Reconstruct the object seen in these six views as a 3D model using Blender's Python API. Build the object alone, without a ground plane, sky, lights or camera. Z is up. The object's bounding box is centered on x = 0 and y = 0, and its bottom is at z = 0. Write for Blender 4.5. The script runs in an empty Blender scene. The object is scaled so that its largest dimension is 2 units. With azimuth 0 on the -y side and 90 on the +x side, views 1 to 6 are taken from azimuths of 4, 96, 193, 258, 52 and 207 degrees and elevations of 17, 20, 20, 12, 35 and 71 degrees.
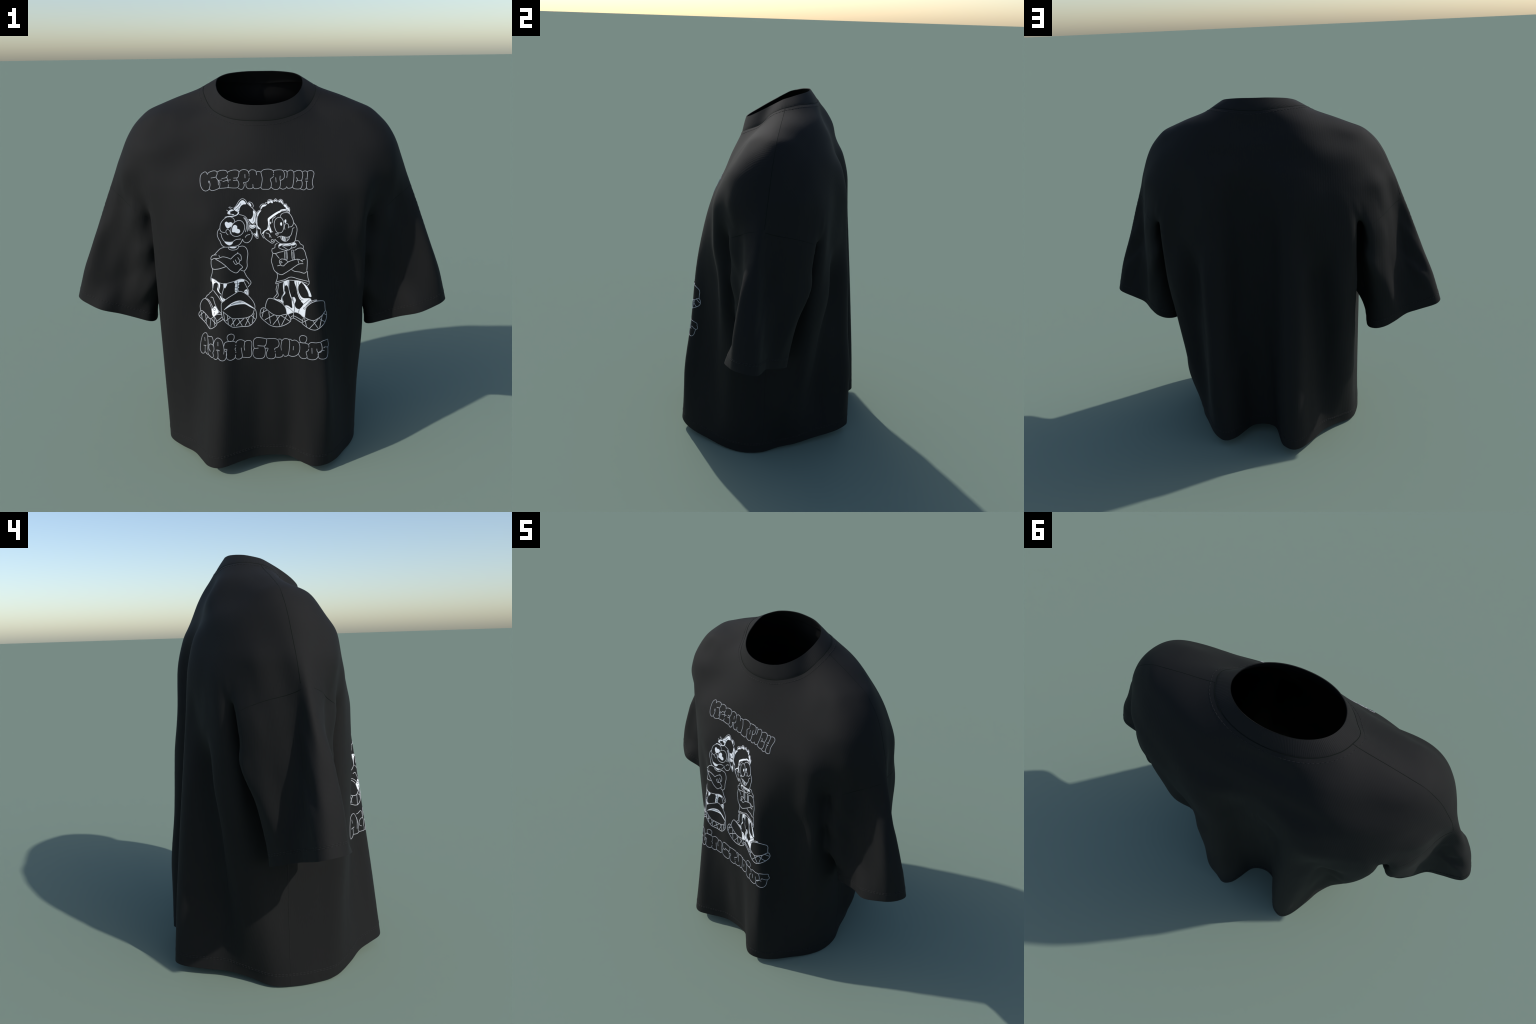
import bpy, bmesh, math, random
import numpy as np
from mathutils import Vector

random.seed(7)
rng = np.random.default_rng(7)

# ---------------------------------------------------------------------------
# 1. CROSS-SECTIONS.  The shirt hangs as on an invisible body.  Its solid shape
#    is lofted through horizontal outlines (control points of closed splines).
# ---------------------------------------------------------------------------
TORSO = {}
TORSO[0.035] = [(0.531, -0.086), (0.520, 0.024), (0.470, 0.121), (0.428, 0.220), (0.368, 0.320), (0.310, 0.415),
                (0.262, 0.472), (0.200, 0.512), (0.134, 0.464), (0.098, 0.390), (0.055, 0.345), (-0.013, 0.333),
                (-0.068, 0.360), (-0.097, 0.413), (-0.120, 0.480), (-0.162, 0.526), (-0.210, 0.540),
                (-0.258, 0.494), (-0.312, 0.390), (-0.349, 0.306), (-0.414, 0.215), (-0.495, 0.120),
                (-0.515, 0.005), (-0.510, -0.097), (-0.488, -0.193), (-0.410, -0.292), (-0.330, -0.373),
                (-0.280, -0.456), (-0.238, -0.518), (-0.180, -0.540), (-0.110, -0.505), (-0.055, -0.468),
                (0.012, -0.430), (0.100, -0.410), (0.170, -0.412), (0.220, -0.450), (0.290, -0.485),
                (0.358, -0.452), (0.412, -0.385), (0.457, -0.292), (0.505, -0.190)]
TORSO[0.35] = [(0.534, -0.060), (0.517, 0.057), (0.535, 0.149), (0.476, 0.238), (0.367, 0.296), (0.320, 0.395),
               (0.270, 0.489), (0.190, 0.495), (0.130, 0.435), (0.081, 0.359), (0.000, 0.323), (-0.068, 0.358),
               (-0.111, 0.453), (-0.174, 0.514), (-0.250, 0.490), (-0.294, 0.390), (-0.338, 0.301),
               (-0.453, 0.254), (-0.510, 0.162), (-0.502, 0.019), (-0.505, -0.109), (-0.495, -0.211),
               (-0.402, -0.278), (-0.314, -0.328), (-0.262, -0.395), (-0.223, -0.470), (-0.159, -0.506),
               (-0.075, -0.467), (0.014, -0.430), (0.099, -0.428), (0.179, -0.424), (0.265, -0.454),
               (0.361, -0.449), (0.402, -0.348), (0.445, -0.255), (0.522, -0.161)]
TORSO[0.70] = [(0.540, -0.050), (0.496, 0.058), (0.513, 0.152), (0.535, 0.247), (0.467, 0.299), (0.372, 0.316),
               (0.317, 0.387), (0.267, 0.460), (0.183, 0.455), (0.112, 0.373), (-0.000, 0.322), (-0.089, 0.380),
               (-0.165, 0.475), (-0.253, 0.466), (-0.299, 0.392), (-0.352, 0.306), (-0.460, 0.308),
               (-0.525, 0.228), (-0.514, 0.120), (-0.503, 0.000), (-0.507, -0.119), (-0.507, -0.218),
               (-0.434, -0.278), (-0.345, -0.311), (-0.262, -0.348), (-0.212, -0.424), (-0.150, -0.456),
               (-0.059, -0.429), (0.030, -0.425), (0.129, -0.411), (0.248, -0.422), (0.337, -0.409),
               (0.377, -0.321), (0.433, -0.247), (0.504, -0.209), (0.549, -0.143)]
TORSO[1.00] = [(0.490, 0.040), (0.528, 0.180), (0.560, 0.281), (0.464, 0.348), (0.349, 0.333), (0.280, 0.439),
               (0.181, 0.432), (0.090, 0.342), (-0.002, 0.327), (-0.082, 0.358), (-0.178, 0.448), (-0.272, 0.423),
               (-0.341, 0.325), (-0.461, 0.346), (-0.544, 0.267), (-0.513, 0.170), (-0.480, 0.040),
               (-0.497, -0.100), (-0.521, -0.202), (-0.447, -0.275), (-0.346, -0.323), (-0.245, -0.343),
               (-0.162, -0.408), (-0.040, -0.382), (0.080, -0.378), (0.202, -0.382), (0.286, -0.396),
               (0.362, -0.317), (0.445, -0.243), (0.543, -0.206), (0.530, -0.099)]
TORSO[1.25] = [(0.490, 0.050), (0.534, 0.190), (0.560, 0.302), (0.433, 0.342), (0.298, 0.396), (0.191, 0.421),
               (0.089, 0.343), (0.000, 0.328), (-0.087, 0.347), (-0.188, 0.425), (-0.296, 0.387), (-0.429, 0.361),
               (-0.544, 0.303), (-0.512, 0.190), (-0.480, 0.050), (-0.510, -0.090), (-0.527, -0.204),
               (-0.444, -0.269), (-0.307, -0.332), (-0.183, -0.362), (0.001, -0.337), (0.150, -0.360),
               (0.304, -0.345), (0.442, -0.275), (0.536, -0.235), (0.538, -0.100)]
TORSO[1.42] = [(0.620, 0.050), (0.611, 0.201), (0.544, 0.304), (0.394, 0.348), (0.220, 0.414), (0.105, 0.344),
               (-0.000, 0.334), (-0.101, 0.364), (-0.220, 0.414), (-0.399, 0.364), (-0.529, 0.303),
               (-0.579, 0.193), (-0.620, 0.050), (-0.600, -0.100), (-0.540, -0.210), (-0.427, -0.261),
               (-0.251, -0.304), (0.000, -0.297), (0.250, -0.308), (0.436, -0.270), (0.547, -0.239),
               (0.612, -0.118)]
TORSO[1.60] = [(0.696, 0.041), (0.636, 0.151), (0.556, 0.249), (0.377, 0.331), (0.200, 0.373), (0.000, 0.330),
               (-0.200, 0.373), (-0.375, 0.327), (-0.542, 0.245), (-0.615, 0.143), (-0.670, 0.039),
               (-0.641, -0.100), (-0.526, -0.192), (-0.296, -0.198), (0.000, -0.249), (0.298, -0.210),
               (0.531, -0.183), (0.661, -0.107)]
TORSO[1.68] = [(0.669, 0.042), (0.594, 0.153), (0.507, 0.243), (0.309, 0.320), (0.000, 0.314), (-0.309, 0.318),
               (-0.495, 0.240), (-0.583, 0.150), (-0.645, 0.042), (-0.607, -0.092), (-0.447, -0.144),
               (-0.247, -0.169), (0.000, -0.212), (0.248, -0.176), (0.456, -0.143), (0.619, -0.093)]
TORSO[1.75] = [(0.612, 0.042), (0.530, 0.143), (0.429, 0.239), (0.239, 0.299), (0.000, 0.291), (-0.241, 0.308),
               (-0.413, 0.227), (-0.518, 0.142), (-0.593, 0.041), (-0.541, -0.075), (-0.357, -0.100),
               (-0.178, -0.141), (-0.000, -0.182), (0.181, -0.152), (0.364, -0.093), (0.546, -0.069)]
TORSO[1.83] = [(0.468, 0.051), (0.424, 0.164), (0.253, 0.254), (0.000, 0.242), (-0.244, 0.260), (-0.400, 0.154),
               (-0.457, 0.054), (-0.358, -0.003), (-0.235, -0.038), (-0.175, -0.082), (-0.109, -0.137),
               (-0.000, -0.172), (0.119, -0.145), (0.187, -0.090), (0.247, -0.045), (0.377, -0.015)]
TORSO[1.90] = [(0.290, 0.065), (0.272, 0.150), (0.160, 0.212), (0.000, 0.222), (-0.150, 0.212), (-0.257, 0.150),
               (-0.275, 0.065), (-0.245, 0.010), (-0.195, -0.045), (-0.110, -0.130), (0.006, -0.165),
               (0.122, -0.130), (0.207, -0.045), (0.260, 0.010)]
TORSO[1.95] = [(0.228, 0.060), (0.200, 0.130), (0.110, 0.172), (0.000, 0.180), (-0.100, 0.172), (-0.185, 0.130),
               (-0.210, 0.060), (-0.195, -0.010), (-0.115, -0.110), (0.006, -0.155), (0.125, -0.110),
               (0.208, -0.010)]
TORSO[2.05] = TORSO[1.95]

SLEEVE = {}   # right sleeve (x > 0), the left one mirrors it
SLEEVE[0.55] = [(1.075, 0.005), (1.040, 0.055), (0.930, 0.060), (0.820, 0.070), (0.740, 0.130), (0.670, 0.162),
                (0.600, 0.120), (0.575, 0.020), (0.590, -0.060), (0.674, -0.083), (0.762, -0.098), (0.890, -0.130),
                (1.035, -0.065)]
SLEEVE[0.72] = [(1.022, 0.005), (0.990, 0.055), (0.889, 0.066), (0.809, 0.079), (0.740, 0.140), (0.670, 0.172),
                (0.600, 0.130), (0.567, 0.030), (0.582, -0.060), (0.664, -0.078), (0.748, -0.093), (0.866, -0.132),
                (0.985, -0.065)]
SLEEVE[0.92] = [(0.965, 0.010), (0.921, 0.057), (0.835, 0.062), (0.760, 0.101), (0.712, 0.190), (0.631, 0.203),
                (0.562, 0.105), (0.470, 0.020), (0.530, -0.115), (0.619, -0.112), (0.702, -0.068), (0.813, -0.076),
                (0.929, -0.073)]
SLEEVE[1.10] = [(0.895, 0.013), (0.863, 0.043), (0.782, 0.056), (0.730, 0.141), (0.684, 0.217), (0.610, 0.265),
                (0.553, 0.160), (0.450, 0.050), (0.530, -0.120), (0.605, -0.142), (0.686, -0.082), (0.786, -0.057),
                (0.878, -0.054)]
SLEEVE[1.30] = [(0.824, 0.017), (0.755, 0.063), (0.711, 0.153), (0.664, 0.231), (0.594, 0.270), (0.560, 0.155),
                (0.450, 0.050), (0.545, -0.125), (0.630, -0.146), (0.701, -0.075), (0.768, -0.042)]
SLEEVE[1.50] = [(0.748, 0.031), (0.703, 0.105), (0.648, 0.206), (0.520, 0.220), (0.420, 0.050), (0.520, -0.120),
                (0.639, -0.144), (0.695, -0.096)]
SLEEVE[1.62] = [(0.655, 0.030), (0.612, 0.107), (0.550, 0.150), (0.480, 0.130), (0.420, 0.050), (0.480, -0.050),
                (0.550, -0.090), (0.615, -0.050)]
SLEEVE[1.74] = [(0.520, 0.030), (0.500, 0.060), (0.480, 0.070), (0.450, 0.060), (0.430, 0.040), (0.450, 0.000),
                (0.480, -0.010), (0.505, 0.000)]

NTH = 720
THETA = np.linspace(-np.pi, np.pi, NTH, endpoint=False)

def polar_outline(points, cx, cy):
    """radius over angle of the closed Catmull-Rom spline through the points"""
    p = np.array(points, float)
    n = len(p)
    t = np.linspace(0, 1, 24, endpoint=False)[:, None]
    out = []
    for i in range(n):
        a, b, c, d = p[i - 1], p[i], p[(i + 1) % n], p[(i + 2) % n]
        out.append(0.5 * (2 * b + (c - a) * t + (2 * a - 5 * b + 4 * c - d) * t * t
                          + (3 * b - a - 3 * c + d) * t ** 3))
    q = np.concatenate(out) - (cx, cy)
    th = np.arctan2(q[:, 1], q[:, 0])
    r = np.hypot(q[:, 0], q[:, 1])
    o = np.argsort(th)
    return np.interp(THETA, th[o], r[o], period=2 * np.pi)

def pchip(xs, ys, x):
    """monotone cubic through ys (k, ...) at xs (k,), flat beyond the ends"""
    xs = np.asarray(xs, float); ys = np.asarray(ys, float)
    h = np.diff(xs); d = np.diff(ys, axis=0) / h.reshape(-1, *([1] * (ys.ndim - 1)))
    m = np.zeros_like(ys)
    a, b = d[:-1], d[1:]
    same = (a * b) > 0
    m[1:-1] = np.where(same, 2 * a * b / np.where(same, a + b, 1), 0)
    m[0], m[-1] = d[0], d[-1]
    x = np.clip(x, xs[0], xs[-1])
    i = min(max(int(np.searchsorted(xs, x)) - 1, 0), len(xs) - 2)
    s = (x - xs[i]) / h[i]
    return ((2 * s ** 3 - 3 * s ** 2 + 1) * ys[i] + (s ** 3 - 2 * s ** 2 + s) * h[i] * m[i]
            + (-2 * s ** 3 + 3 * s ** 2) * ys[i + 1] + (s ** 3 - s ** 2) * h[i] * m[i + 1])

def sleeve_centre(z):
    return 0.66 + (1.1 - z) * 0.25, 0.05 + (z - 1.1) * 0.05

TZ = sorted(TORSO); SZ = sorted(SLEEVE)
TR = np.array([polar_outline(TORSO[z], 0.0, 0.03) for z in TZ])
SR = np.array([polar_outline(SLEEVE[z], *sleeve_centre(z)) for z in SZ])

# ---------------------------------------------------------------------------
# 2. IMPLICIT BODY on a grid: torso and sleeves, smoothly joined at the armpit
# ---------------------------------------------------------------------------
H = 0.0085
gx = np.arange(-1.13, 1.131, H); gy = np.arange(-0.60, 0.601, H); gz = np.arange(-0.06, 2.04, H)
GX, GY = np.meshgrid(gx, gy, indexing='ij')

def slice_field(R, cx, cy, sx=1.0):
    X = GX * sx - cx; Y = GY - cy
    return np.hypot(X, Y) - np.interp(np.arctan2(Y, X), THETA, R, period=2 * np.pi)

shape = (len(gx), len(gy), len(gz))
FT = np.empty(shape, np.float32); FR = np.empty(shape, np.float32); FL = np.empty(shape, np.float32)
for k, z in enumerate(gz):
    FT[:, :, k] = slice_field(pchip(TZ, TR, z), 0.0, 0.03)
    r = pchip(SZ, SR, z)
    cx, cy = sleeve_centre(z)
    w = min(max((z - 0.8) / 0.25, 0.0), 1.0)      # the two sleeves hang a little differently
    FR[:, :, k] = slice_field(r, cx + 0.005 * w, cy - 0.002)
    FL[:, :, k] = slice_field(r, cx - 0.005 * w, cy - 0.006, -1.0)

def normalise(F):
    g = np.gradient(F, H)
    m = np.sqrt(g[0] ** 2 + g[1] ** 2 + g[2] ** 2)
    return F / np.maximum(m, 0.5)

def blur(A, n):
    for _ in range(n):
        for ax in range(3):
            A = 0.5 * A + 0.25 * (np.roll(A, 1, ax) + np.roll(A, -1, ax))
    return A

FT = blur(normalise(FT), 4)
cap = (gz - 1.75).astype(np.float32)
FR = np.maximum(normalise(FR), cap); FL = np.maximum(normalise(FL), cap)
K = np.interp(gz, [0.0, 0.72, 0.85, 1.05, 1.25, 1.50], [0.010, 0.010, 0.026, 0.036, 0.046, 0.100]).astype(np.float32)

def smin(a, b):
    h = np.maximum(K - np.abs(a - b), 0) / K
    return np.minimum(a, b) - h * h * K * 0.25

FS = np.minimum(FR, FL)
F = smin(FT, FS)

B = blur(F, 14)
wb = np.clip((gz - 1.32) / 0.22, 0, 1) * np.clip((1.92 - gz) / 0.10, 0, 1)
F = F + (B - F) * wb.astype(np.float32)

def surface_nets(F):
    inside = F < 0
    c = [inside[i:F.shape[0] - 1 + i, j:F.shape[1] - 1 + j, k:F.shape[2] - 1 + k]
         for i in (0, 1) for j in (0, 1) for k in (0, 1)]
    tot = sum(a.astype(np.int8) for a in c)
    cells = np.argwhere((tot > 0) & (tot < 8))
    index = -np.ones(tot.shape, np.int64)
    index[tuple(cells.T)] = np.arange(len(cells))
    pos = np.zeros((len(cells), 3)); cnt = np.zeros(len(cells))
    corner = [np.array(v) for v in [(i, j, k) for i in (0, 1) for j in (0, 1) for k in (0, 1)]]
    for a in corner:
        for ax in range(3):
            if a[ax]:
                continue
            b = a.copy(); b[ax] = 1
            fa = F[tuple((cells + a).T)]; fb = F[tuple((cells + b).T)]
            x = (fa < 0) != (fb < 0)
            t = np.where(x, fa / np.where(x, fa - fb, 1), 0)
            p = cells + a + t[:, None] * (b - a)
            pos[x] += p[x]; cnt += x
    pos /= cnt[:, None]
    quads = []
    for ax in range(3):
        u, v = (ax + 1) % 3, (ax + 2) % 3
        sl0 = [slice(None)] * 3; sl1 = [slice(None)] * 3
        sl0[ax] = slice(0, -1); sl1[ax] = slice(1, None)
        a, b = inside[tuple(sl0)], inside[tuple(sl1)]
        e = np.argwhere(a != b)
        e = e[(e[:, u] > 0) & (e[:, v] > 0) & (e[:, u] < F.shape[u] - 1) & (e[:, v] < F.shape[v] - 1)]
        fl = a[tuple(e.T)]
        du = np.zeros(3, int); du[u] = 1; dv = np.zeros(3, int); dv[v] = 1
        q = np.stack([index[tuple((e - du - dv).T)], index[tuple((e - dv).T)],
                      index[tuple(e.T)], index[tuple((e - du).T)]], 1)
        q[~fl] = q[~fl][:, ::-1]
        quads.append(q)
    return pos, np.concatenate(quads)

def sample(F, P):
    q = np.clip((P - (gx[0], gy[0], gz[0])) / H, 0, np.array(F.shape) - 1.001)
    i = q.astype(int); f = q - i
    out = 0
    for a in (0, 1):
        for b in (0, 1):
            for c in (0, 1):
                w = (f[:, 0] if a else 1 - f[:, 0]) * (f[:, 1] if b else 1 - f[:, 1]) * (f[:, 2] if c else 1 - f[:, 2])
                out = out + w * F[i[:, 0] + a, i[:, 1] + b, i[:, 2] + c]
    return out

V, Q = surface_nets(F)
V = V * H + (gx[0], gy[0], gz[0])

def relax(V, Q, n):
    e = np.concatenate([Q[:, [0, 1]], Q[:, [1, 2]], Q[:, [2, 3]], Q[:, [3, 0]]])
    deg = np.bincount(e.ravel(), minlength=len(V))[:, None]
    for it in range(n):
        lam = 0.5 if it % 2 == 0 else -0.51
        acc = np.zeros_like(V)
        for ax in range(3):
            acc[:, ax] = np.bincount(e[:, 0], V[e[:, 1], ax], len(V)) + np.bincount(e[:, 1], V[e[:, 0], ax], len(V))
        V = V + lam * (acc / deg - V)
    return V
V = relax(V, Q, 44)

# ---------------------------------------------------------------------------
# 3. CUT the openings, and along the seams between the panels
# ---------------------------------------------------------------------------
me0 = bpy.data.meshes.new("working_mesh")
me0.from_pydata(V.tolist(), [], Q.tolist())
bm = bmesh.new(); bm.from_mesh(me0); bpy.data.meshes.remove(me0)

def coords(verts):
    return np.array([v.co[:] for v in verts]).reshape(-1, 3)

def cut(fun, faces=None, clear=0):
    """Split faces where fun(points) crosses zero; delete the side of sign `clear`."""
    geom = list(faces) if faces is not None else list(bm.faces)
    vs = list({v for f in geom for v in f.verts})
    w = fun(coords(vs))
    w = np.where(np.abs(w) < 2e-5, 2e-5, w)
    val = dict(zip(vs, w))
    on_line = set()
    for e in {e for f in geom for e in f.edges}:
        a, b = e.verts
        if val[a] * val[b] < 0:
            t = min(max(val[a] / (val[a] - val[b]), 0.02), 0.98)
            nv = bmesh.utils.edge_split(e, a, t)[1]
            on_line.add(nv); val[nv] = 0.0
    for f in {f for v in on_line for f in v.link_faces}:
        hit = [v for v in f.verts if v in on_line]
        if len(hit) == 2 and all(v in val for v in f.verts):
            try:
                bmesh.utils.face_split(f, hit[0], hit[1])
            except ValueError:
                pass
    if clear:
        kill = [f for f in bm.faces if all(v in val for v in f.verts)
                and sum(val[v] for v in f.verts) * clear > 0]
        bmesh.ops.delete(bm, geom=kill, context='FACES')

def hem_height(P):                       # side seams hang lowest
    return (0.062 * np.maximum(0.0, 1 - (P[:, 0] / 0.54) ** 2)
            + 0.005 * np.clip((-P[:, 1] - 0.25) / 0.2, 0, 1) - 0.008 * np.clip((P[:, 1] - 0.3) / 0.2, 0, 1))

def cuff(P):                             # cuff plane, square to the hanging sleeve
    return P[:, 2] - (0.784 - 0.33 * (1.0 - np.abs(P[:, 0])) - 0.12 * P[:, 1])

NECK_X = 0.012
def neck_seam(P):                        # neckband seam: an oval round the neck, lower in front
    x, y = P[:, 0] - NECK_X, P[:, 1] - 0.02
    a = np.arctan2(y / 0.198, x / 0.278)
    r = np.hypot(x / 0.278, y / 0.198)
    level = np.interp(0.02 + 0.198 * np.sin(a), [-0.178, -0.12, -0.05, 0.0, 0.06, 0.13, 0.22],
                      [1.738, 1.778, 1.826, 1.866, 1.899, 1.909, 1.908])
    return (P[:, 2] - level) + 0.28 * (1 - r)

def armhole(P):                          # dropped shoulder seam of the sleeves
    return P[:, 2] - (1.405 + 0.62 * (np.abs(P[:, 0]) - 0.785))

def front_back(P):                       # shoulder seam and side seams
    return P[:, 1] - (0.037 + 0.03 * np.clip((P[:, 2] - 1.4) / 0.5, 0, 1))

def sleeve_side(P):
    return np.maximum(armhole(P), 1.2 * (sample(FS, P) - sample(FT, P)))

def centres(fs):
    return np.array([f.calc_center_median()[:] for f in fs])

cut(lambda P: P[:, 2] - hem_height(P), clear=-1)
cut(neck_seam, [f for f in bm.faces if f.calc_center_median().z > 1.70 and abs(f.calc_center_median().x) < 0.42], clear=1)
fs = list(bm.faces); c = centres(fs)
low = (sample(FS, c) < sample(FT, c)) & (c[:, 2] < 0.95)
cut(cuff, [f for f, k in zip(fs, low) if k], clear=-1)
fs = list(bm.faces); c = centres(fs)
near = (np.abs(c[:, 0]) > 0.40) & (c[:, 2] > 0.55) & (c[:, 2] < 1.6)
cut(sleeve_side, [f for f, k in zip(fs, near) if k])
fs = list(bm.faces); c = centres(fs)
torso_side = sleeve_side(c) > 0
cut(front_back, [f for f, k in zip(fs, torso_side) if k])
for f in list(bm.faces):                 # stray slivers left by the cuts
    if f.calc_area() < 1e-10:
        bm.faces.remove(f)

bm.verts.ensure_lookup_table(); bm.verts.index_update()
BV = coords(bm.verts)
BF = [[v.index for v in f.verts] for f in bm.faces]
BC = np.array([BV[f].mean(0) for f in BF])
rim_edges = {tuple(sorted((e.verts[0].index, e.verts[1].index))) for e in bm.edges if len(e.link_faces) == 1}
loops_src = [(e.verts[0].index, e.verts[1].index) for e in bm.edges if len(e.link_faces) == 1]
bm.free()

# keep only the one big sheet (drops crumbs)
parent = np.arange(len(BV))
def find(i):
    while parent[i] != i:
        parent[i] = parent[parent[i]]; i = parent[i]
    return i
for f in BF:
    r = find(f[0])
    for i in f[1:]:
        parent[find(i)] = r
roots = np.array([find(f[0]) for f in BF])
main = np.bincount(roots).argmax()
keep = roots == main
BF = [f for f, k in zip(BF, keep) if k]; BC = BC[keep]

def vertex_normals(V, F):
    N = np.zeros_like(V)
    for k in (3, 4, 5, 6):
        sel = np.array([f for f in F if len(f) == k])
        if len(sel) == 0:
            continue
        n = np.zeros((len(sel), 3))
        for i in range(k):
            n += np.cross(V[sel[:, i]], V[sel[:, (i + 1) % k]])
        for i in range(k):
            for a in range(3):
                N[:, a] += np.bincount(sel[:, i], n[:, a], len(V))
    return N / (np.linalg.norm(N, axis=1)[:, None] + 1e-12)
BN = vertex_normals(BV, BF)
for _ in range(2):                       # even out the shading over the cut slivers
    acc = BN.copy()
    for f in BF:
        m = BN[f].mean(0)
        acc[f] += m
    BN = acc / (np.linalg.norm(acc, axis=1)[:, None] + 1e-12)

# ---------------------------------------------------------------------------
# 4. MATERIALS
# ---------------------------------------------------------------------------
def new_material(name, rough, spec):
    m = bpy.data.materials.new(name); m.use_nodes = True
    nt = m.node_tree
    b = nt.nodes["Principled BSDF"]
    b.inputs["Roughness"].default_value = rough
    b.inputs["Specular IOR Level"].default_value = spec
    return m, nt, b

def math_node(nt, op, a, b=None):
    n = nt.nodes.new("ShaderNodeMath"); n.operation = op
    for i, v in enumerate((a, b)):
        if v is None:
            continue
        if isinstance(v, (int, float)):
            n.inputs[i].default_value = v
        else:
            nt.links.new(v, n.inputs[i])
    return n.outputs[0]

def fabric(name, base, rib=None, amount=0.12):
    """cotton jersey: tiny colour mottling and fine knit columns as bump"""
    m, nt, b = new_material(name, 0.82, 0.24)
    tc = nt.nodes.new("ShaderNodeTexCoord"); obj = tc.outputs["Object"]
    n1 = nt.nodes.new("ShaderNodeTexNoise"); n1.inputs["Scale"].default_value = 9.0; n1.inputs["Detail"].default_value = 4.0
    nt.links.new(obj, n1.inputs["Vector"])
    mp = nt.nodes.new("ShaderNodeMapping"); mp.inputs["Scale"].default_value = (260.0, 260.0, 40.0)
    nt.links.new(obj, mp.inputs["Vector"])
    n2 = nt.nodes.new("ShaderNodeTexNoise"); n2.inputs["Scale"].default_value = 1.0; n2.inputs["Detail"].default_value = 2.0
    nt.links.new(mp.outputs[0], n2.inputs["Vector"])
    mix = math_node(nt, 'ADD', math_node(nt, 'MULTIPLY', n1.outputs["Fac"], 0.15), math_node(nt, 'MULTIPLY', n2.outputs["Fac"], 0.85))
    ramp = nt.nodes.new("ShaderNodeValToRGB")
    ramp.color_ramp.elements[0].position = 0.30; ramp.color_ramp.elements[1].position = 0.72
    ramp.color_ramp.elements[0].color = (*[c * 0.90 for c in base], 1)
    ramp.color_ramp.elements[1].color = (*[c * 1.10 for c in base], 1)
    nt.links.new(mix, ramp.inputs["Fac"]); nt.links.new(ramp.outputs["Color"], b.inputs["Base Color"])
    if rib == "neck":                    # ribs run up the band, counted round the neck
        sx = nt.nodes.new("ShaderNodeSeparateXYZ"); nt.links.new(obj, sx.inputs[0])
        ang = math_node(nt, 'ARCTAN2', sx.outputs["Y"], math_node(nt, 'SUBTRACT', sx.outputs["X"], NECK_X))
        height = math_node(nt, 'SINE', math_node(nt, 'MULTIPLY', ang, 230.0))
    else:                                # knit columns run down the cloth
        wv = nt.nodes.new("ShaderNodeTexWave"); wv.bands_direction = 'X'; wv.inputs["Scale"].default_value = 38.0
        wv.inputs["Distortion"].default_value = 1.2; wv.inputs["Detail"].default_value = 1.0
        nt.links.new(obj, wv.inputs["Vector"])
        height = math_node(nt, 'ADD', math_node(nt, 'MULTIPLY', wv.outputs["Fac"], 0.5), n2.outputs["Fac"])
    bp = nt.nodes.new("ShaderNodeBump"); bp.inputs["Strength"].default_value = amount; bp.inputs["Distance"].default_value = 0.002
    nt.links.new(height, bp.inputs["Height"]); nt.links.new(bp.outputs["Normal"], b.inputs["Normal"])
    return m

BASE = (0.0066, 0.0066, 0.0067)
jersey = fabric("black_jersey", BASE)
ribbing = fabric("black_ribbing", BASE, rib="neck", amount=0.10)
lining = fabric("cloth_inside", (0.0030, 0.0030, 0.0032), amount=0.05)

def plain(name, colour, rough, spec):
    m, nt, b = new_material(name, rough, spec)
    tc = nt.nodes.new("ShaderNodeTexCoord")
    n = nt.nodes.new("ShaderNodeTexNoise"); n.inputs["Scale"].default_value = 180.0
    nt.links.new(tc.outputs["Object"], n.inputs["Vector"])
    r = nt.nodes.new("ShaderNodeValToRGB")
    r.color_ramp.elements[0].color = (*[c * 0.93 for c in colour], 1); r.color_ramp.elements[0].position = 0.3
    r.color_ramp.elements[1].color = (*[min(1, c * 1.05) for c in colour], 1); r.color_ramp.elements[1].position = 0.7
    nt.links.new(n.outputs["Fac"], r.inputs["Fac"]); nt.links.new(r.outputs["Color"], b.inputs["Base Color"])
    return m
ink = plain("white_print_ink", (0.78, 0.80, 0.84), 0.55, 0.3)
figure_ink = plain("white_outline_ink", (0.52, 0.53, 0.56), 0.6, 0.3)
line_ink = plain("thin_white_ink", (0.42, 0.43, 0.46), 0.6, 0.3)
seam_thread = plain("dark_green_seam", (0.0044, 0.0068, 0.0053), 0.9, 0.15)
stitch_thread = plain("black_thread", (0.0125, 0.0125, 0.0130), 0.7, 0.3)

# ---------------------------------------------------------------------------
# 5. PANELS: outer sheet, inner sheet and the turned edge between them
# ---------------------------------------------------------------------------
CLOTH = 0.005
root = bpy.data.objects.new("t_shirt", None)
root.empty_display_size = 0.2
bpy.context.scene.collection.objects.link(root)
root["label"] = "oversized black t-shirt with white cartoon line print"
root["category"] = "t-shirt"

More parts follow.
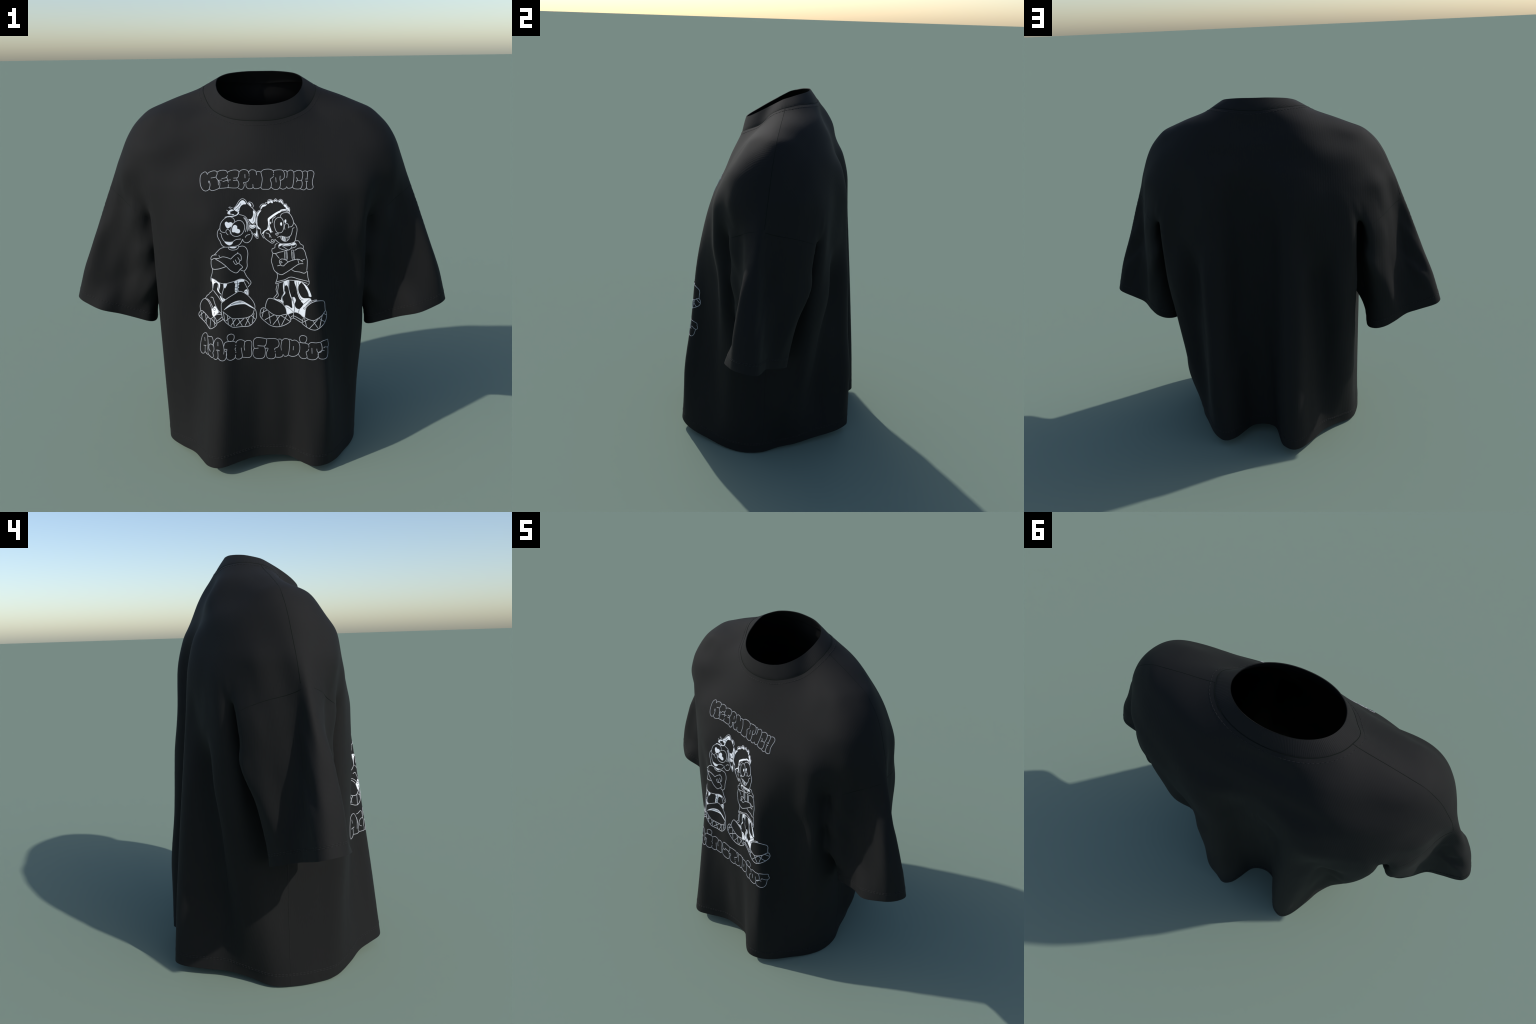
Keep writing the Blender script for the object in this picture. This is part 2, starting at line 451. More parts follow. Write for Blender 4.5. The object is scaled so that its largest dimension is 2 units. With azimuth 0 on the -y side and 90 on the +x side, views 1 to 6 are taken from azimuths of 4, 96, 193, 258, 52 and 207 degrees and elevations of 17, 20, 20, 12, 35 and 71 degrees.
def add_mesh(name, V, F, mats, mat_index=None, parent=root, loop_normals=None, kind=None, smooth=True):
    me = bpy.data.meshes.new(name)
    me.from_pydata(np.asarray(V).tolist(), [], [list(map(int, f)) for f in F])
    for m in mats:
        me.materials.append(m)
    if mat_index is not None:
        me.polygons.foreach_set("material_index", np.asarray(mat_index, np.int32))
    me.polygons.foreach_set("use_smooth", np.full(len(me.polygons), smooth))
    if loop_normals is not None:
        me.normals_split_custom_set_from_vertices(np.asarray(loop_normals).tolist())
    me.update()
    ob = bpy.data.objects.new(name, me)
    bpy.context.scene.collection.objects.link(ob)
    ob.parent = parent
    if kind:
        ob["kind"] = kind
    return ob

def panel(name, mask, mats, V, F, N, edges, thick=CLOTH):
    faces = [f for f, k in zip(F, mask) if k]
    used = np.unique(np.concatenate([np.array(f) for f in faces]))
    remap = -np.ones(len(V), int); remap[used] = np.arange(len(used))
    n = len(used)
    co = np.vstack([V[used], V[used] - N[used] * thick])
    out, idx = [], []
    for f in faces:
        g = [remap[i] for i in f]
        out.append(g); idx.append(0)
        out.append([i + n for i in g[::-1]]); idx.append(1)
    rim = []
    for f in faces:
        for a, b in zip(f, f[1:] + f[:1]):
            if tuple(sorted((a, b))) in edges:
                rim.append((remap[b], remap[a]))
    # the turned edge has its own vertices, so that it keeps its own shading
    rv = {}
    extra, en = [], []
    def rvert(i):
        if i not in rv:
            rv[i] = len(co) + len(extra)
            extra.append(co[i]); down = N[used[i % n]] if i < n else -N[used[i % n]]
            en.append(down)
        return rv[i]
    for a, b in rim:
        out.append([rvert(a), rvert(b), rvert(b + n), rvert(a + n)]); idx.append(0)
    allco = np.vstack([co, np.array(extra)]) if extra else co
    nn = np.vstack([N[used], -N[used]] + ([np.array(en)] if extra else []))
    return add_mesh(name, allco, out, mats, idx, loop_normals=nn)

is_sleeve = sleeve_side(BC) < 0
is_back = (~is_sleeve) & (front_back(BC) > 0)
is_front = (~is_sleeve) & ~is_back
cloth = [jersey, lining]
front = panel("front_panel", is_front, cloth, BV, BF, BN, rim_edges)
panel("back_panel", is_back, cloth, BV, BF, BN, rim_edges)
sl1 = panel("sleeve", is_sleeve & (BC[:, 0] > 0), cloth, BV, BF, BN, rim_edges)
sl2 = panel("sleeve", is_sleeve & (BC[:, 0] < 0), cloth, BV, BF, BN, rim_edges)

# neckband: a strip from the seam loop up to a smooth oval rim
nxt = {}
for a, b in loops_src:
    if BV[a][2] > 1.70 and abs(BV[a][0]) < 0.4 and abs(neck_seam(BV[[a]])[0]) < 0.004 and abs(neck_seam(BV[[b]])[0]) < 0.004:
        nxt.setdefault(a, []).append(b); nxt.setdefault(b, []).append(a)
loop_ids = sorted(nxt, key=lambda i: math.atan2(BV[i][1] - 0.01, BV[i][0] - NECK_X))
seam_loop = BV[loop_ids]
ang_src = np.arctan2(seam_loop[:, 1] - 0.01, seam_loop[:, 0] - NECK_X)
M = 288
ang = np.linspace(-np.pi, np.pi, M, endpoint=False)
base = np.stack([np.interp(ang, ang_src, seam_loop[:, k], period=2 * np.pi) for k in range(3)], 1)
for _ in range(4):
    base = 0.5 * base + 0.25 * (np.roll(base, 1, 0) + np.roll(base, -1, 0))
ca, sa = np.cos(ang), np.sin(ang)
ex = 2.15
rr = (np.abs(ca / 0.217) ** ex + np.abs(sa / np.where(sa > 0, 0.160, 0.180)) ** ex) ** (-1 / ex)
rim = np.stack([NECK_X + rr * ca, 0.015 + rr * sa, np.zeros(M)], 1)
rim[:, 2] = np.interp(rim[:, 1], [-0.17, -0.125, -0.08, -0.02, 0.05, 0.12, 0.17],
                      [1.815, 1.838, 1.864, 1.898, 1.937, 1.958, 1.968])
for _ in range(6):
    rim[:, 2] = 0.5 * rim[:, 2] + 0.25 * (np.roll(rim[:, 2], 1) + np.roll(rim[:, 2], -1))
rows = 9
CV, CF = [], []
outward = np.stack([ca, sa, np.zeros(M)], 1)
for r in range(rows):
    t = r / (rows - 1)
    p = base * (1 - t) + rim * t + outward * (0.0012 * math.sin(math.pi * t) + (0.0005 if r else -0.001))
    CV.append(p)
CV = np.concatenate(CV)
for r in range(rows - 1):
    for i in range(M):
        j = (i + 1) % M
        CF.append([r * M + i, r * M + j, (r + 1) * M + j, (r + 1) * M + i])
CN = vertex_normals(CV, CF)
top = {tuple(sorted(((rows - 1) * M + i, (rows - 1) * M + (i + 1) % M))) for i in range(M)}
bottom = {tuple(sorted((i, (i + 1) % M))) for i in range(M)}
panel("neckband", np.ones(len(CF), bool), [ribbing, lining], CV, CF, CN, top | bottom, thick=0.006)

# ---------------------------------------------------------------------------
# 6. SEAMS AND STITCHES follow level lines of the same rules on the cloth
# ---------------------------------------------------------------------------
TRI = np.array([[f[0], f[i], f[i + 1]] for f in BF for i in range(1, len(f) - 1)])

def contour(fun, keep):
    """ordered polylines (points, normals) where fun = 0 on the cloth"""
    w = fun(BV); w = np.where(np.abs(w) < 1e-6, 1e-6, w)
    s = w[TRI] > 0
    cross = TRI[(s.any(1)) & (~s.all(1))]
    pts, nrm, key, links = [], [], {}, {}
    def node(a, b):
        k = (min(a, b), max(a, b))
        if k not in key:
            t = w[a] / (w[a] - w[b])
            key[k] = len(pts)
            pts.append(BV[a] + t * (BV[b] - BV[a])); n = BN[a] + t * (BN[b] - BN[a])
            nrm.append(n / np.linalg.norm(n))
        return key[k]
    for tri in cross:
        e = [(tri[i], tri[(i + 1) % 3]) for i in range(3) if (w[tri[i]] > 0) != (w[tri[(i + 1) % 3]] > 0)]
        i, j = node(*e[0]), node(*e[1])
        if keep(pts[i]) and keep(pts[j]):
            links.setdefault(i, []).append(j); links.setdefault(j, []).append(i)
    done, lines = set(), []
    starts = [i for i in links if len(links[i]) == 1] + list(links)
    for st in starts:
        if st in done:
            continue
        path, cur, prev = [st], st, None
        done.add(st)
        while True:
            step = [j for j in links[cur] if j not in done]
            if not step:
                break
            cur = step[0]; done.add(cur); path.append(cur)
        if len(path) > 6:
            closed = path[-1] in links[path[0]]
            P = np.array([pts[i] for i in path]); Nn = np.array([nrm[i] for i in path])
            lines.append((P, Nn, closed))
    return lines

def resample(P, Nn, closed, step):
    if closed:
        P = np.vstack([P, P[:1]]); Nn = np.vstack([Nn, Nn[:1]])
    d = np.r_[0, np.cumsum(np.linalg.norm(np.diff(P, axis=0), axis=1))]
    n = max(3, int(d[-1] / step))
    t = np.linspace(0, d[-1], n + 1)
    Q_ = np.stack([np.interp(t, d, P[:, k]) for k in range(3)], 1)
    N_ = np.stack([np.interp(t, d, Nn[:, k]) for k in range(3)], 1)
    for _ in range(3):
        Q_[1:-1] = 0.5 * Q_[1:-1] + 0.25 * (Q_[:-2] + Q_[2:])
    return Q_, N_ / np.linalg.norm(N_, axis=1)[:, None]

def tube(P, Nn, radius, flat=1.0, lift=0.0, sides=6):
    T = np.gradient(P, axis=0); T /= np.linalg.norm(T, axis=1)[:, None] + 1e-12
    S = np.cross(T, Nn); S /= np.linalg.norm(S, axis=1)[:, None] + 1e-12
    V_, F_ = [], []
    for k in range(sides):
        a = 2 * math.pi * k / sides
        V_.append(P + Nn * (lift + flat * radius * math.sin(a)) + S * radius * math.cos(a))
    V_ = np.stack(V_, 1).reshape(-1, 3)
    n = len(P)
    for i in range(n - 1):
        for k in range(sides):
            l = (k + 1) % sides
            F_.append([i * sides + k, i * sides + l, (i + 1) * sides + l, (i + 1) * sides + k])
    F_.append(list(range(sides))[::-1]); F_.append([(n - 1) * sides + k for k in range(sides)])
    return V_, F_

def join(parts):
    V_, F_, off = [], [], 0
    for v, f in parts:
        V_.append(v); F_ += [[i + off for i in g] for g in f]; off += len(v)
    return np.concatenate(V_), F_

def seam(name, fun, keep, radius=0.0013, thread=None):
    for P, Nn, closed in contour(fun, keep):
        if np.linalg.norm(np.diff(P, axis=0), axis=1).sum() < 0.12:
            continue
        Q_, N_ = resample(P, Nn, closed, 0.008)
        v, f = tube(Q_, N_, radius, flat=0.5, lift=0.0)
        add_mesh(name, v, f, [thread or seam_thread])

def stitches(name, fun, keep, stitch=0.011, gap=0.005, radius=0.0011):
    parts = []
    for P, Nn, closed in contour(fun, keep):
        Q_, N_ = resample(P, Nn, closed, 0.0028)
        a, b = max(2, round(stitch / 0.0028)), max(1, round(gap / 0.0028))
        i = 0
        while i + a < len(Q_):
            parts.append(tube(Q_[i:i + a + 1], N_[i:i + a + 1], radius, flat=0.7, lift=0.0005, sides=5))
            i += a + b
    if parts:
        v, f = join(parts)
        add_mesh(name, v, f, [stitch_thread], kind="stuff")

seam("armhole_seam", armhole, lambda p: abs(p[0]) > 0.56 and 1.20 < p[2] < 1.5, radius=0.0012)
seam("shoulder_seam", front_back, lambda p: p[2] > 1.41)
seam("side_seam", front_back, lambda p: p[2] < 0.62 and abs(p[0]) < 0.56, radius=0.0013, thread=jersey)
v, f = tube(np.vstack([base, base[:1]]), np.vstack([CN[:M], CN[:1]]), 0.0018, flat=0.5, lift=0.0002)
add_mesh("neckband_seam", v, f, [seam_thread])
for h in (0.052, 0.060):
    stitches("hem_stitching", lambda P, h=h: P[:, 2] - hem_height(P) - h, lambda p: p[2] < 0.2)
for h in (0.046, 0.054):
    stitches("cuff_stitching", lambda P, h=h: cuff(P) - h, lambda p: abs(p[0]) > 0.545 and sleeve_side(np.array([p]))[0] < 0)
stitches("neckband_stitching", lambda P: neck_seam(P) + 0.030,
         lambda p: p[2] > 1.68 and math.hypot(p[0] - NECK_X, p[1] - 0.01) < 0.34)

# ---------------------------------------------------------------------------
# 7. CHEST PRINT: ink lines and ink patches that lie on the front panel
# ---------------------------------------------------------------------------
from mathutils.bvhtree import BVHTree
from mathutils.geometry import delaunay_2d_cdt
FT_FACES = [f for f, k in zip(BF, is_front) if k]
bvh = BVHTree.FromPolygons([tuple(p) for p in BV], FT_FACES)
FN = BN

def on_cloth(x, z):
    loc, nor, idx, d = bvh.ray_cast(Vector((x, -1.2, z)), Vector((0, 1, 0)))
    if loc is None:
        return None, None
    f = FT_FACES[idx]
    w = np.array([1.0 / (np.linalg.norm(BV[i] - np.array(loc)) + 1e-4) for i in f])
    n = (BN[f] * w[:, None]).sum(0)
    return np.array(loc), n / np.linalg.norm(n)

PRINT = {}   # stroke paths (x, z) in cm on the chest; kind l = line, c = closed line, f = filled
PRINT["letter:k"] = [
    ("c", [(-26, 149), (-26, 147.1), (-25.6, 145.1), (-24.6, 143.5), (-23.2, 142.9), (-22, 143.3), (-21.5, 143.8),
         (-20.3, 143.1), (-18.5, 143.4), (-16.8, 144.2), (-16.4, 145.4), (-16.5, 146.8), (-17.3, 147.7),
         (-18.3, 149.1), (-17.8, 150.5), (-18, 151.5), (-19, 151.9), (-20.5, 151.7), (-22.1, 151), (-22.6, 150.2),
         (-22.9, 151), (-23.8, 151.4), (-25, 150.8), (-25.7, 150)]),
    ("l", [(-21.5, 143.8), (-21.1, 145.4), (-21.2, 146.5), (-21.6, 147.4), (-21.9, 147.2), (-21.6, 146.4)]),
    ("l", [(-20.8, 148.7), (-19.5, 148.9), (-18.3, 149.2)]),
    ("l", [(-17.3, 147.7), (-17.1, 145.5)]),
]
PRINT["letter:e"] = [
    ("l", [(-17.9, 151.4), (-16.2, 152.1), (-14.3, 152.2), (-13.2, 151.8), (-12.8, 150.8)]),
    ("l", [(-12.8, 150), (-13.2, 149.2), (-13.8, 148.8), (-15.6, 148.5)]),
    ("l", [(-17.3, 147.7), (-15.4, 147.8)]),
    ("l", [(-15.1, 147.1), (-13, 147.7), (-11.2, 147.9)]),
    ("l", [(-13.2, 149.2), (-12.7, 147.8), (-12.4, 146.7)]),
    ("l", [(-12.3, 145.8), (-12.5, 144.4)]),
    ("l", [(-16.7, 144.1), (-14.5, 144.2), (-12.5, 144.4)]),
]
PRINT["letter:e2"] = [
    ("l", [(-12.8, 151.4), (-11.2, 152.1), (-9.4, 152.4), (-7.9, 152.2), (-7.3, 151.4), (-7.5, 150), (-8, 148.9),
         (-10, 148.7)]),
    ("l", [(-10.1, 147.6), (-8.2, 147.7), (-7.5, 146.8), (-7.3, 145.6), (-8, 144.4), (-9.7, 144.2), (-12.5, 144.4)]),
    ("l", [(-8.3, 148.6), (-8.3, 147.7)]),
]
PRINT["letter:p"] = [
    ("l", [(-2.5, 149.9), (-2.5, 149.6)]),
    ("l", [(-7.3, 151.4), (-6.3, 152.3), (-4.8, 152.6), (-3.3, 152.2), (-2.7, 151.3), (-2.4, 150.4)]),
    ("l", [(-2.4, 148.8), (-2.8, 147.5), (-4, 146.8), (-5.2, 146.7), (-4.8, 145.9), (-4.9, 144.8), (-5.6, 143.7),
         (-6.6, 143.6), (-7.7, 144.2)]),
    ("l", [(-4.5, 150.5), (-4.4, 148.7)]),
]
PRINT["letter:n"] = [
    ("l", [(-2.7, 151.5), (-1.8, 152.4), (-0.6, 152.5), (0.7, 152), (1.1, 150.1)]),
    ("l", [(1, 151.5), (1.9, 151.8), (3.1, 151.5)]),
    ("l", [(-4, 146.5), (-3.9, 145), (-3.4, 144.2), (-2.4, 143.8), (-1.1, 144), (-0.6, 144.6), (-0.7, 145.9)]),
    ("l", [(-0.6, 144.6), (0.1, 143.9), (1.6, 143.9), (3.1, 144.5)]),
]
PRINT["letter:t"] = [
    ("l", [(9.2, 150.6), (9.1, 150.1)]),
    ("l", [(3.1, 151.5), (4.3, 152.5), (6.4, 152.8), (7.9, 152.6), (9, 152), (9.2, 151)]),
    ("l", [(9.1, 149.7), (8.8, 149.1), (7.6, 148.2), (8.1, 146.5), (8, 144.8), (7.1, 143.7), (5.2, 143.6),
         (3.7, 143.7), (3.2, 144.5), (3.6, 146.5), (3.8, 148.5), (3.4, 150.3), (3.1, 151.5)]),
]
PRINT["letter:o"] = [
    ("l", [(9.1, 152.1), (10.9, 152.4), (13.1, 152.3), (14, 151.5), (14.3, 150), (14, 148.5), (12.5, 147.6)]),
    ("l", [(10.2, 149), (10.4, 146.8)]),
    ("l", [(12.3, 149.7), (12.2, 148.2), (12.5, 146.5), (12.1, 144.5), (11, 143.6), (9.2, 143.7), (8, 144.6)]),
]
PRINT["letter:u"] = [
    ("l", [(14, 152), (14.9, 152.1), (15.5, 151.5), (15.6, 150.2), (15.4, 148.8)]),
    ("l", [(15.5, 151.4), (16.7, 152.2), (17.9, 152.1), (18.7, 151.2), (18.8, 149.4), (18.6, 147.1), (18.1, 144.8),
         (17, 144.2), (15.8, 144.2), (15.4, 144.9), (14.9, 144.1), (13.4, 143.7), (12.1, 144.4)]),
]
PRINT["letter:c"] = [
    ("l", [(18.7, 151.3), (20.3, 152), (21.8, 152), (22.7, 151.3), (23, 149.9), (22.7, 148.5), (22.3, 147.7),
         (20.3, 147.7)]),
    ("l", [(19.9, 148.9), (20.5, 148.2), (20.3, 147.7), (20, 146.9)]),
    ("l", [(22.3, 147.7), (22.7, 146.8), (22.6, 145.1), (21.8, 144), (20.3, 143.8), (18.7, 144.1), (18.1, 144.8)]),
]
PRINT["letter:h"] = [
    ("l", [(22.7, 151.3), (23.9, 151.8), (25, 151.4), (25.2, 150.1), (25, 148.4)]),
    ("l", [(25.1, 151.4), (26.3, 151.9), (27.7, 151.6), (28.3, 150.6), (28, 149.2), (27.6, 147.8), (27.5, 146.2),
         (27.9, 144.5), (27, 143.7), (25.4, 143.7), (24.8, 144.4), (24.7, 145.9), (24.8, 147.2)]),
    ("l", [(24.8, 144.4), (23.6, 143.4), (21.8, 143.9)]),
    ("l", [(24.1, 148.2), (25.4, 148.2)]),
    ("l", [(24.2, 147.3), (25.4, 147.2)]),
]
PRINT["letter:a"] = [
    ("l", [(-23.8, 64.4), (-23.6, 66.2), (-23.4, 68.6), (-23.6, 70.8), (-24.1, 72.4), (-25.3, 72.1), (-26.7, 70.3),
         (-27.7, 66.8), (-28.1, 64), (-28.2, 61.9), (-27.4, 60.5), (-26.2, 60.9), (-25.5, 62.2), (-25.3, 65),
         (-25.4, 65.6)]),
    ("l", [(-26.2, 65.1), (-24.7, 65.7)]),
    ("l", [(-25.5, 69.7), (-25.3, 67.8)]),
    ("l", [(-25.5, 62.2), (-24.1, 61.9), (-23.3, 62.6)]),
]
PRINT["letter:g"] = [
    ("l", [(-23.3, 71.9), (-22.8, 71.8), (-21.2, 72.8), (-20.5, 72), (-20.2, 70.4), (-20.4, 68.4)]),
    ("l", [(-23.4, 70.2), (-23.2, 66.5), (-23.5, 63), (-22.1, 62.5), (-20.8, 62.4), (-20.2, 63.8), (-20.6, 65),
         (-19.9, 66.7), (-20.2, 68.8), (-21.6, 68.9), (-22.6, 67.9), (-22.8, 65.8), (-21.9, 65)]),
]
PRINT["letter:a2"] = [
    ("l", [(-20.2, 69.2), (-19.6, 71.2), (-18.1, 73.1), (-16.4, 72.8), (-15.5, 71.4), (-15, 69.2), (-14.8, 67.3),
         (-15, 65.4)]),
    ("l", [(-17.8, 71.2), (-17.8, 69.2)]),
    ("l", [(-18.8, 66.9), (-17.8, 67.2), (-17, 66.9)]),
    ("l", [(-17.9, 67), (-17.9, 63.5), (-19.1, 62.1), (-20.2, 62.4)]),
    ("l", [(-17.9, 63.3), (-16.9, 62.3), (-15.3, 62.1), (-14.1, 63), (-13.6, 64.7), (-13.7, 66.4), (-14.6, 67.2)]),
]
PRINT["letter:i"] = [
    ("l", [(-9.2, 69.5), (-9.2, 68.9)]),
    ("l", [(-9.2, 66), (-9.2, 65.5)]),
    ("c", [(-13.3, 73.6), (-12.7, 74.8), (-11.2, 75.2), (-10, 74.4), (-10, 72.7), (-10.8, 71.6), (-12.6, 71.8)]),
    ("l", [(-14.9, 69.4), (-14.4, 71), (-13, 71.6), (-10.6, 71.5), (-9.3, 70.9), (-9.1, 70.4)]),
    ("l", [(-14.8, 67.9), (-13.4, 67.8), (-13.6, 66.8), (-13.7, 63.8), (-12.8, 62.5), (-11.3, 62.1), (-9.7, 62.9),
         (-9.3, 64.5)]),
    ("l", [(-9.2, 68.1), (-9.6, 67.4), (-9.2, 66.4)]),
]
PRINT["letter:n2"] = [
    ("l", [(-9.1, 70.6), (-8.3, 71.6), (-6.7, 71.8), (-5.1, 71.1), (-4.9, 70.2), (-5.2, 68.2), (-4.9, 66.2)]),
    ("l", [(-4.9, 70.5), (-3.9, 71.2), (-2.2, 71.2), (-1.4, 70.1), (-1.6, 66.8), (-1.6, 63.8), (-2.7, 62.5),
         (-6.1, 62.8)]),
    ("l", [(-6.6, 67.7), (-6.3, 65.1), (-6.1, 63.1), (-7.1, 62.1), (-8.8, 62.3), (-9.4, 63.2)]),
]
PRINT["letter:s"] = [
    ("l", [(1.4, 68.6), (4.7, 68.3), (5.4, 69), (5.8, 70.7), (5.5, 72), (2.4, 72.8), (0.6, 72.6), (-0.5, 71.4),
         (-0.6, 69.5), (-0.2, 67.3), (1.8, 67.3)]),
    ("l", [(-0.2, 67.2), (-0.8, 66.1), (-0.9, 63.8), (0.1, 62.2), (1.9, 61.7), (4.1, 62), (5, 63.6), (5.1, 66.6),
         (4.5, 68.2)]),
]
PRINT["letter:t2"] = [
    ("l", [(9.6, 66.5), (9.8, 65.9)]),
    ("l", [(9.9, 65.3), (10, 64.8)]),
    ("l", [(5.5, 72), (7.6, 72), (10.4, 71.7), (11.5, 70.7), (11.9, 69), (11.3, 67.5), (9.6, 66.7)]),
    ("l", [(5, 67.1), (6.5, 66.9), (5.7, 64.6), (6, 62.2), (7.6, 61.4), (9.4, 61.6), (10.1, 62.7), (10.1, 64)]),
]
PRINT["letter:u2"] = [
    ("l", [(11.5, 71.5), (12.6, 71.5), (13.2, 70.6), (12.8, 68), (13, 65.7)]),
    ("l", [(13.2, 70.6), (14.3, 71.7), (16.3, 71.7), (17, 70.5), (17, 67.8), (16.6, 64.4), (16, 62.9), (14.5, 62.6),
         (13.8, 63.6), (13.5, 62.5), (12, 62), (10.2, 62.2)]),
]
PRINT["letter:d"] = [
    ("l", [(16.6, 71.6), (17.7, 71.6), (18.2, 71), (19.5, 71.4), (21, 70.7), (21.9, 69.2), (22, 66.5), (21.4, 64.5),
         (20.1, 63.2), (18.2, 62.7), (16.2, 63.4)]),
    ("l", [(18.9, 68.1), (18.8, 66.1)]),
]
PRINT["letter:i2"] = [
    ("c", [(21.8, 71.9), (22.2, 73.4), (23.6, 73.9), (25.2, 73.2), (25.3, 71.6), (24.4, 70.2), (22.6, 70.3)]),
    ("l", [(21.7, 70.4), (23.2, 70.2), (25.4, 69.9), (26.4, 69), (26.4, 67.9)]),
    ("l", [(26.4, 67.1), (26, 66.1), (25.1, 65.5), (25.4, 64.1), (25.6, 62.8), (24.5, 62.1), (22.8, 62.3),
         (21.7, 63.5), (21.4, 64.5)]),
]
PRINT["letter:o2"] = [
    ("l", [(26.3, 69.5), (27.5, 70.4), (30, 70.2), (31.9, 70.3), (32.7, 68.7), (32.9, 66.5), (32.2, 65.3),
         (31, 65.2)]),
    ("l", [(27.9, 67.6), (28, 64.8)]),
    ("l", [(30.3, 67.2), (30.4, 66.1), (31, 65.1), (30.9, 63.1), (29.8, 61.9), (27.9, 61.6), (26, 62.1),
         (25.6, 62.8)]),
]
PRINT["letter:s2"] = [
    ("l", [(32.2, 70.4), (33.4, 70.8), (35.5, 70.4), (35.8, 69.1), (36.1, 67.4), (35.8, 66.5), (34.3, 67.5),
         (33.7, 67.1)]),
    ("l", [(35.8, 66.4), (35.8, 63.2), (35.2, 61.8), (33.5, 61.7), (31.6, 62.3), (31, 63.8), (31.1, 65.1),
         (32.9, 66.1), (34, 65.8)]),
]
PRINT["printed_face:l"] = [
    ("l", [(-16.3, 126), (-17.2, 124.9), (-17.5, 123.1), (-17, 121.4), (-16.1, 119.9), (-15.5, 118.4), (-14, 117.3),
         (-11.1, 117.3), (-8.1, 117.6), (-6.6, 118.6), (-5.5, 120.6)]),
    ("l", [(-9.3, 128.8), (-9.6, 130.1), (-11.1, 131.1), (-12.9, 131.1), (-14.7, 129.9), (-15.9, 128.2),
         (-16.2, 125.8), (-15.6, 124.5), (-13.8, 124)]),
    ("c", [(-11.1, 124.1), (-10.8, 126.5), (-9.6, 128.4), (-7.5, 129.4), (-5.7, 128.8), (-4.6, 126.8), (-4.8, 124.8),
         (-6, 122.9), (-8.1, 122), (-10.2, 122.5)]),
    ("l", [(-12.3, 122.9), (-13.2, 123.7), (-13.4, 124.8), (-12.6, 125.5), (-11.7, 124.9), (-11.3, 123.9),
         (-11.4, 123.2)]),
    ("l", [(-16.3, 123.8), (-15.6, 123.3), (-15.3, 121.8), (-14.1, 120), (-12.3, 119.6), (-10.5, 119.5),
         (-8.7, 120.5), (-6.3, 120.7)]),
    ("l", [(-5.5, 120.6), (-5.2, 119.6), (-3.9, 118.8), (-2.4, 119.2), (-1.2, 120.8), (-0.9, 122.6), (-1.4, 123.5)]),
    ("l", [(-4.3, 121.3), (-3.6, 122.3), (-2.1, 122.7)]),
    ("f", [(-14.1, 119.7), (-12.3, 119.5), (-10.2, 119.6), (-10.5, 118.6), (-11.7, 118), (-12.9, 118.5)]),
    ("f", [(-12.7, 125.9), (-13.8, 127.5), (-13.8, 128.7), (-13, 129), (-12.3, 128.5), (-11.1, 128.7),
         (-10.2, 128.1), (-10.5, 127.1), (-11.4, 126.5)]),
    ("f", [(-10.5, 124.2), (-10.3, 126.2), (-9.7, 127.2), (-8.8, 127.3), (-8.1, 126.6), (-8.1, 125.6), (-7.2, 125.3),
         (-6.7, 124.4), (-7.2, 123.5), (-8.2, 123.5), (-9.3, 124)]),
]
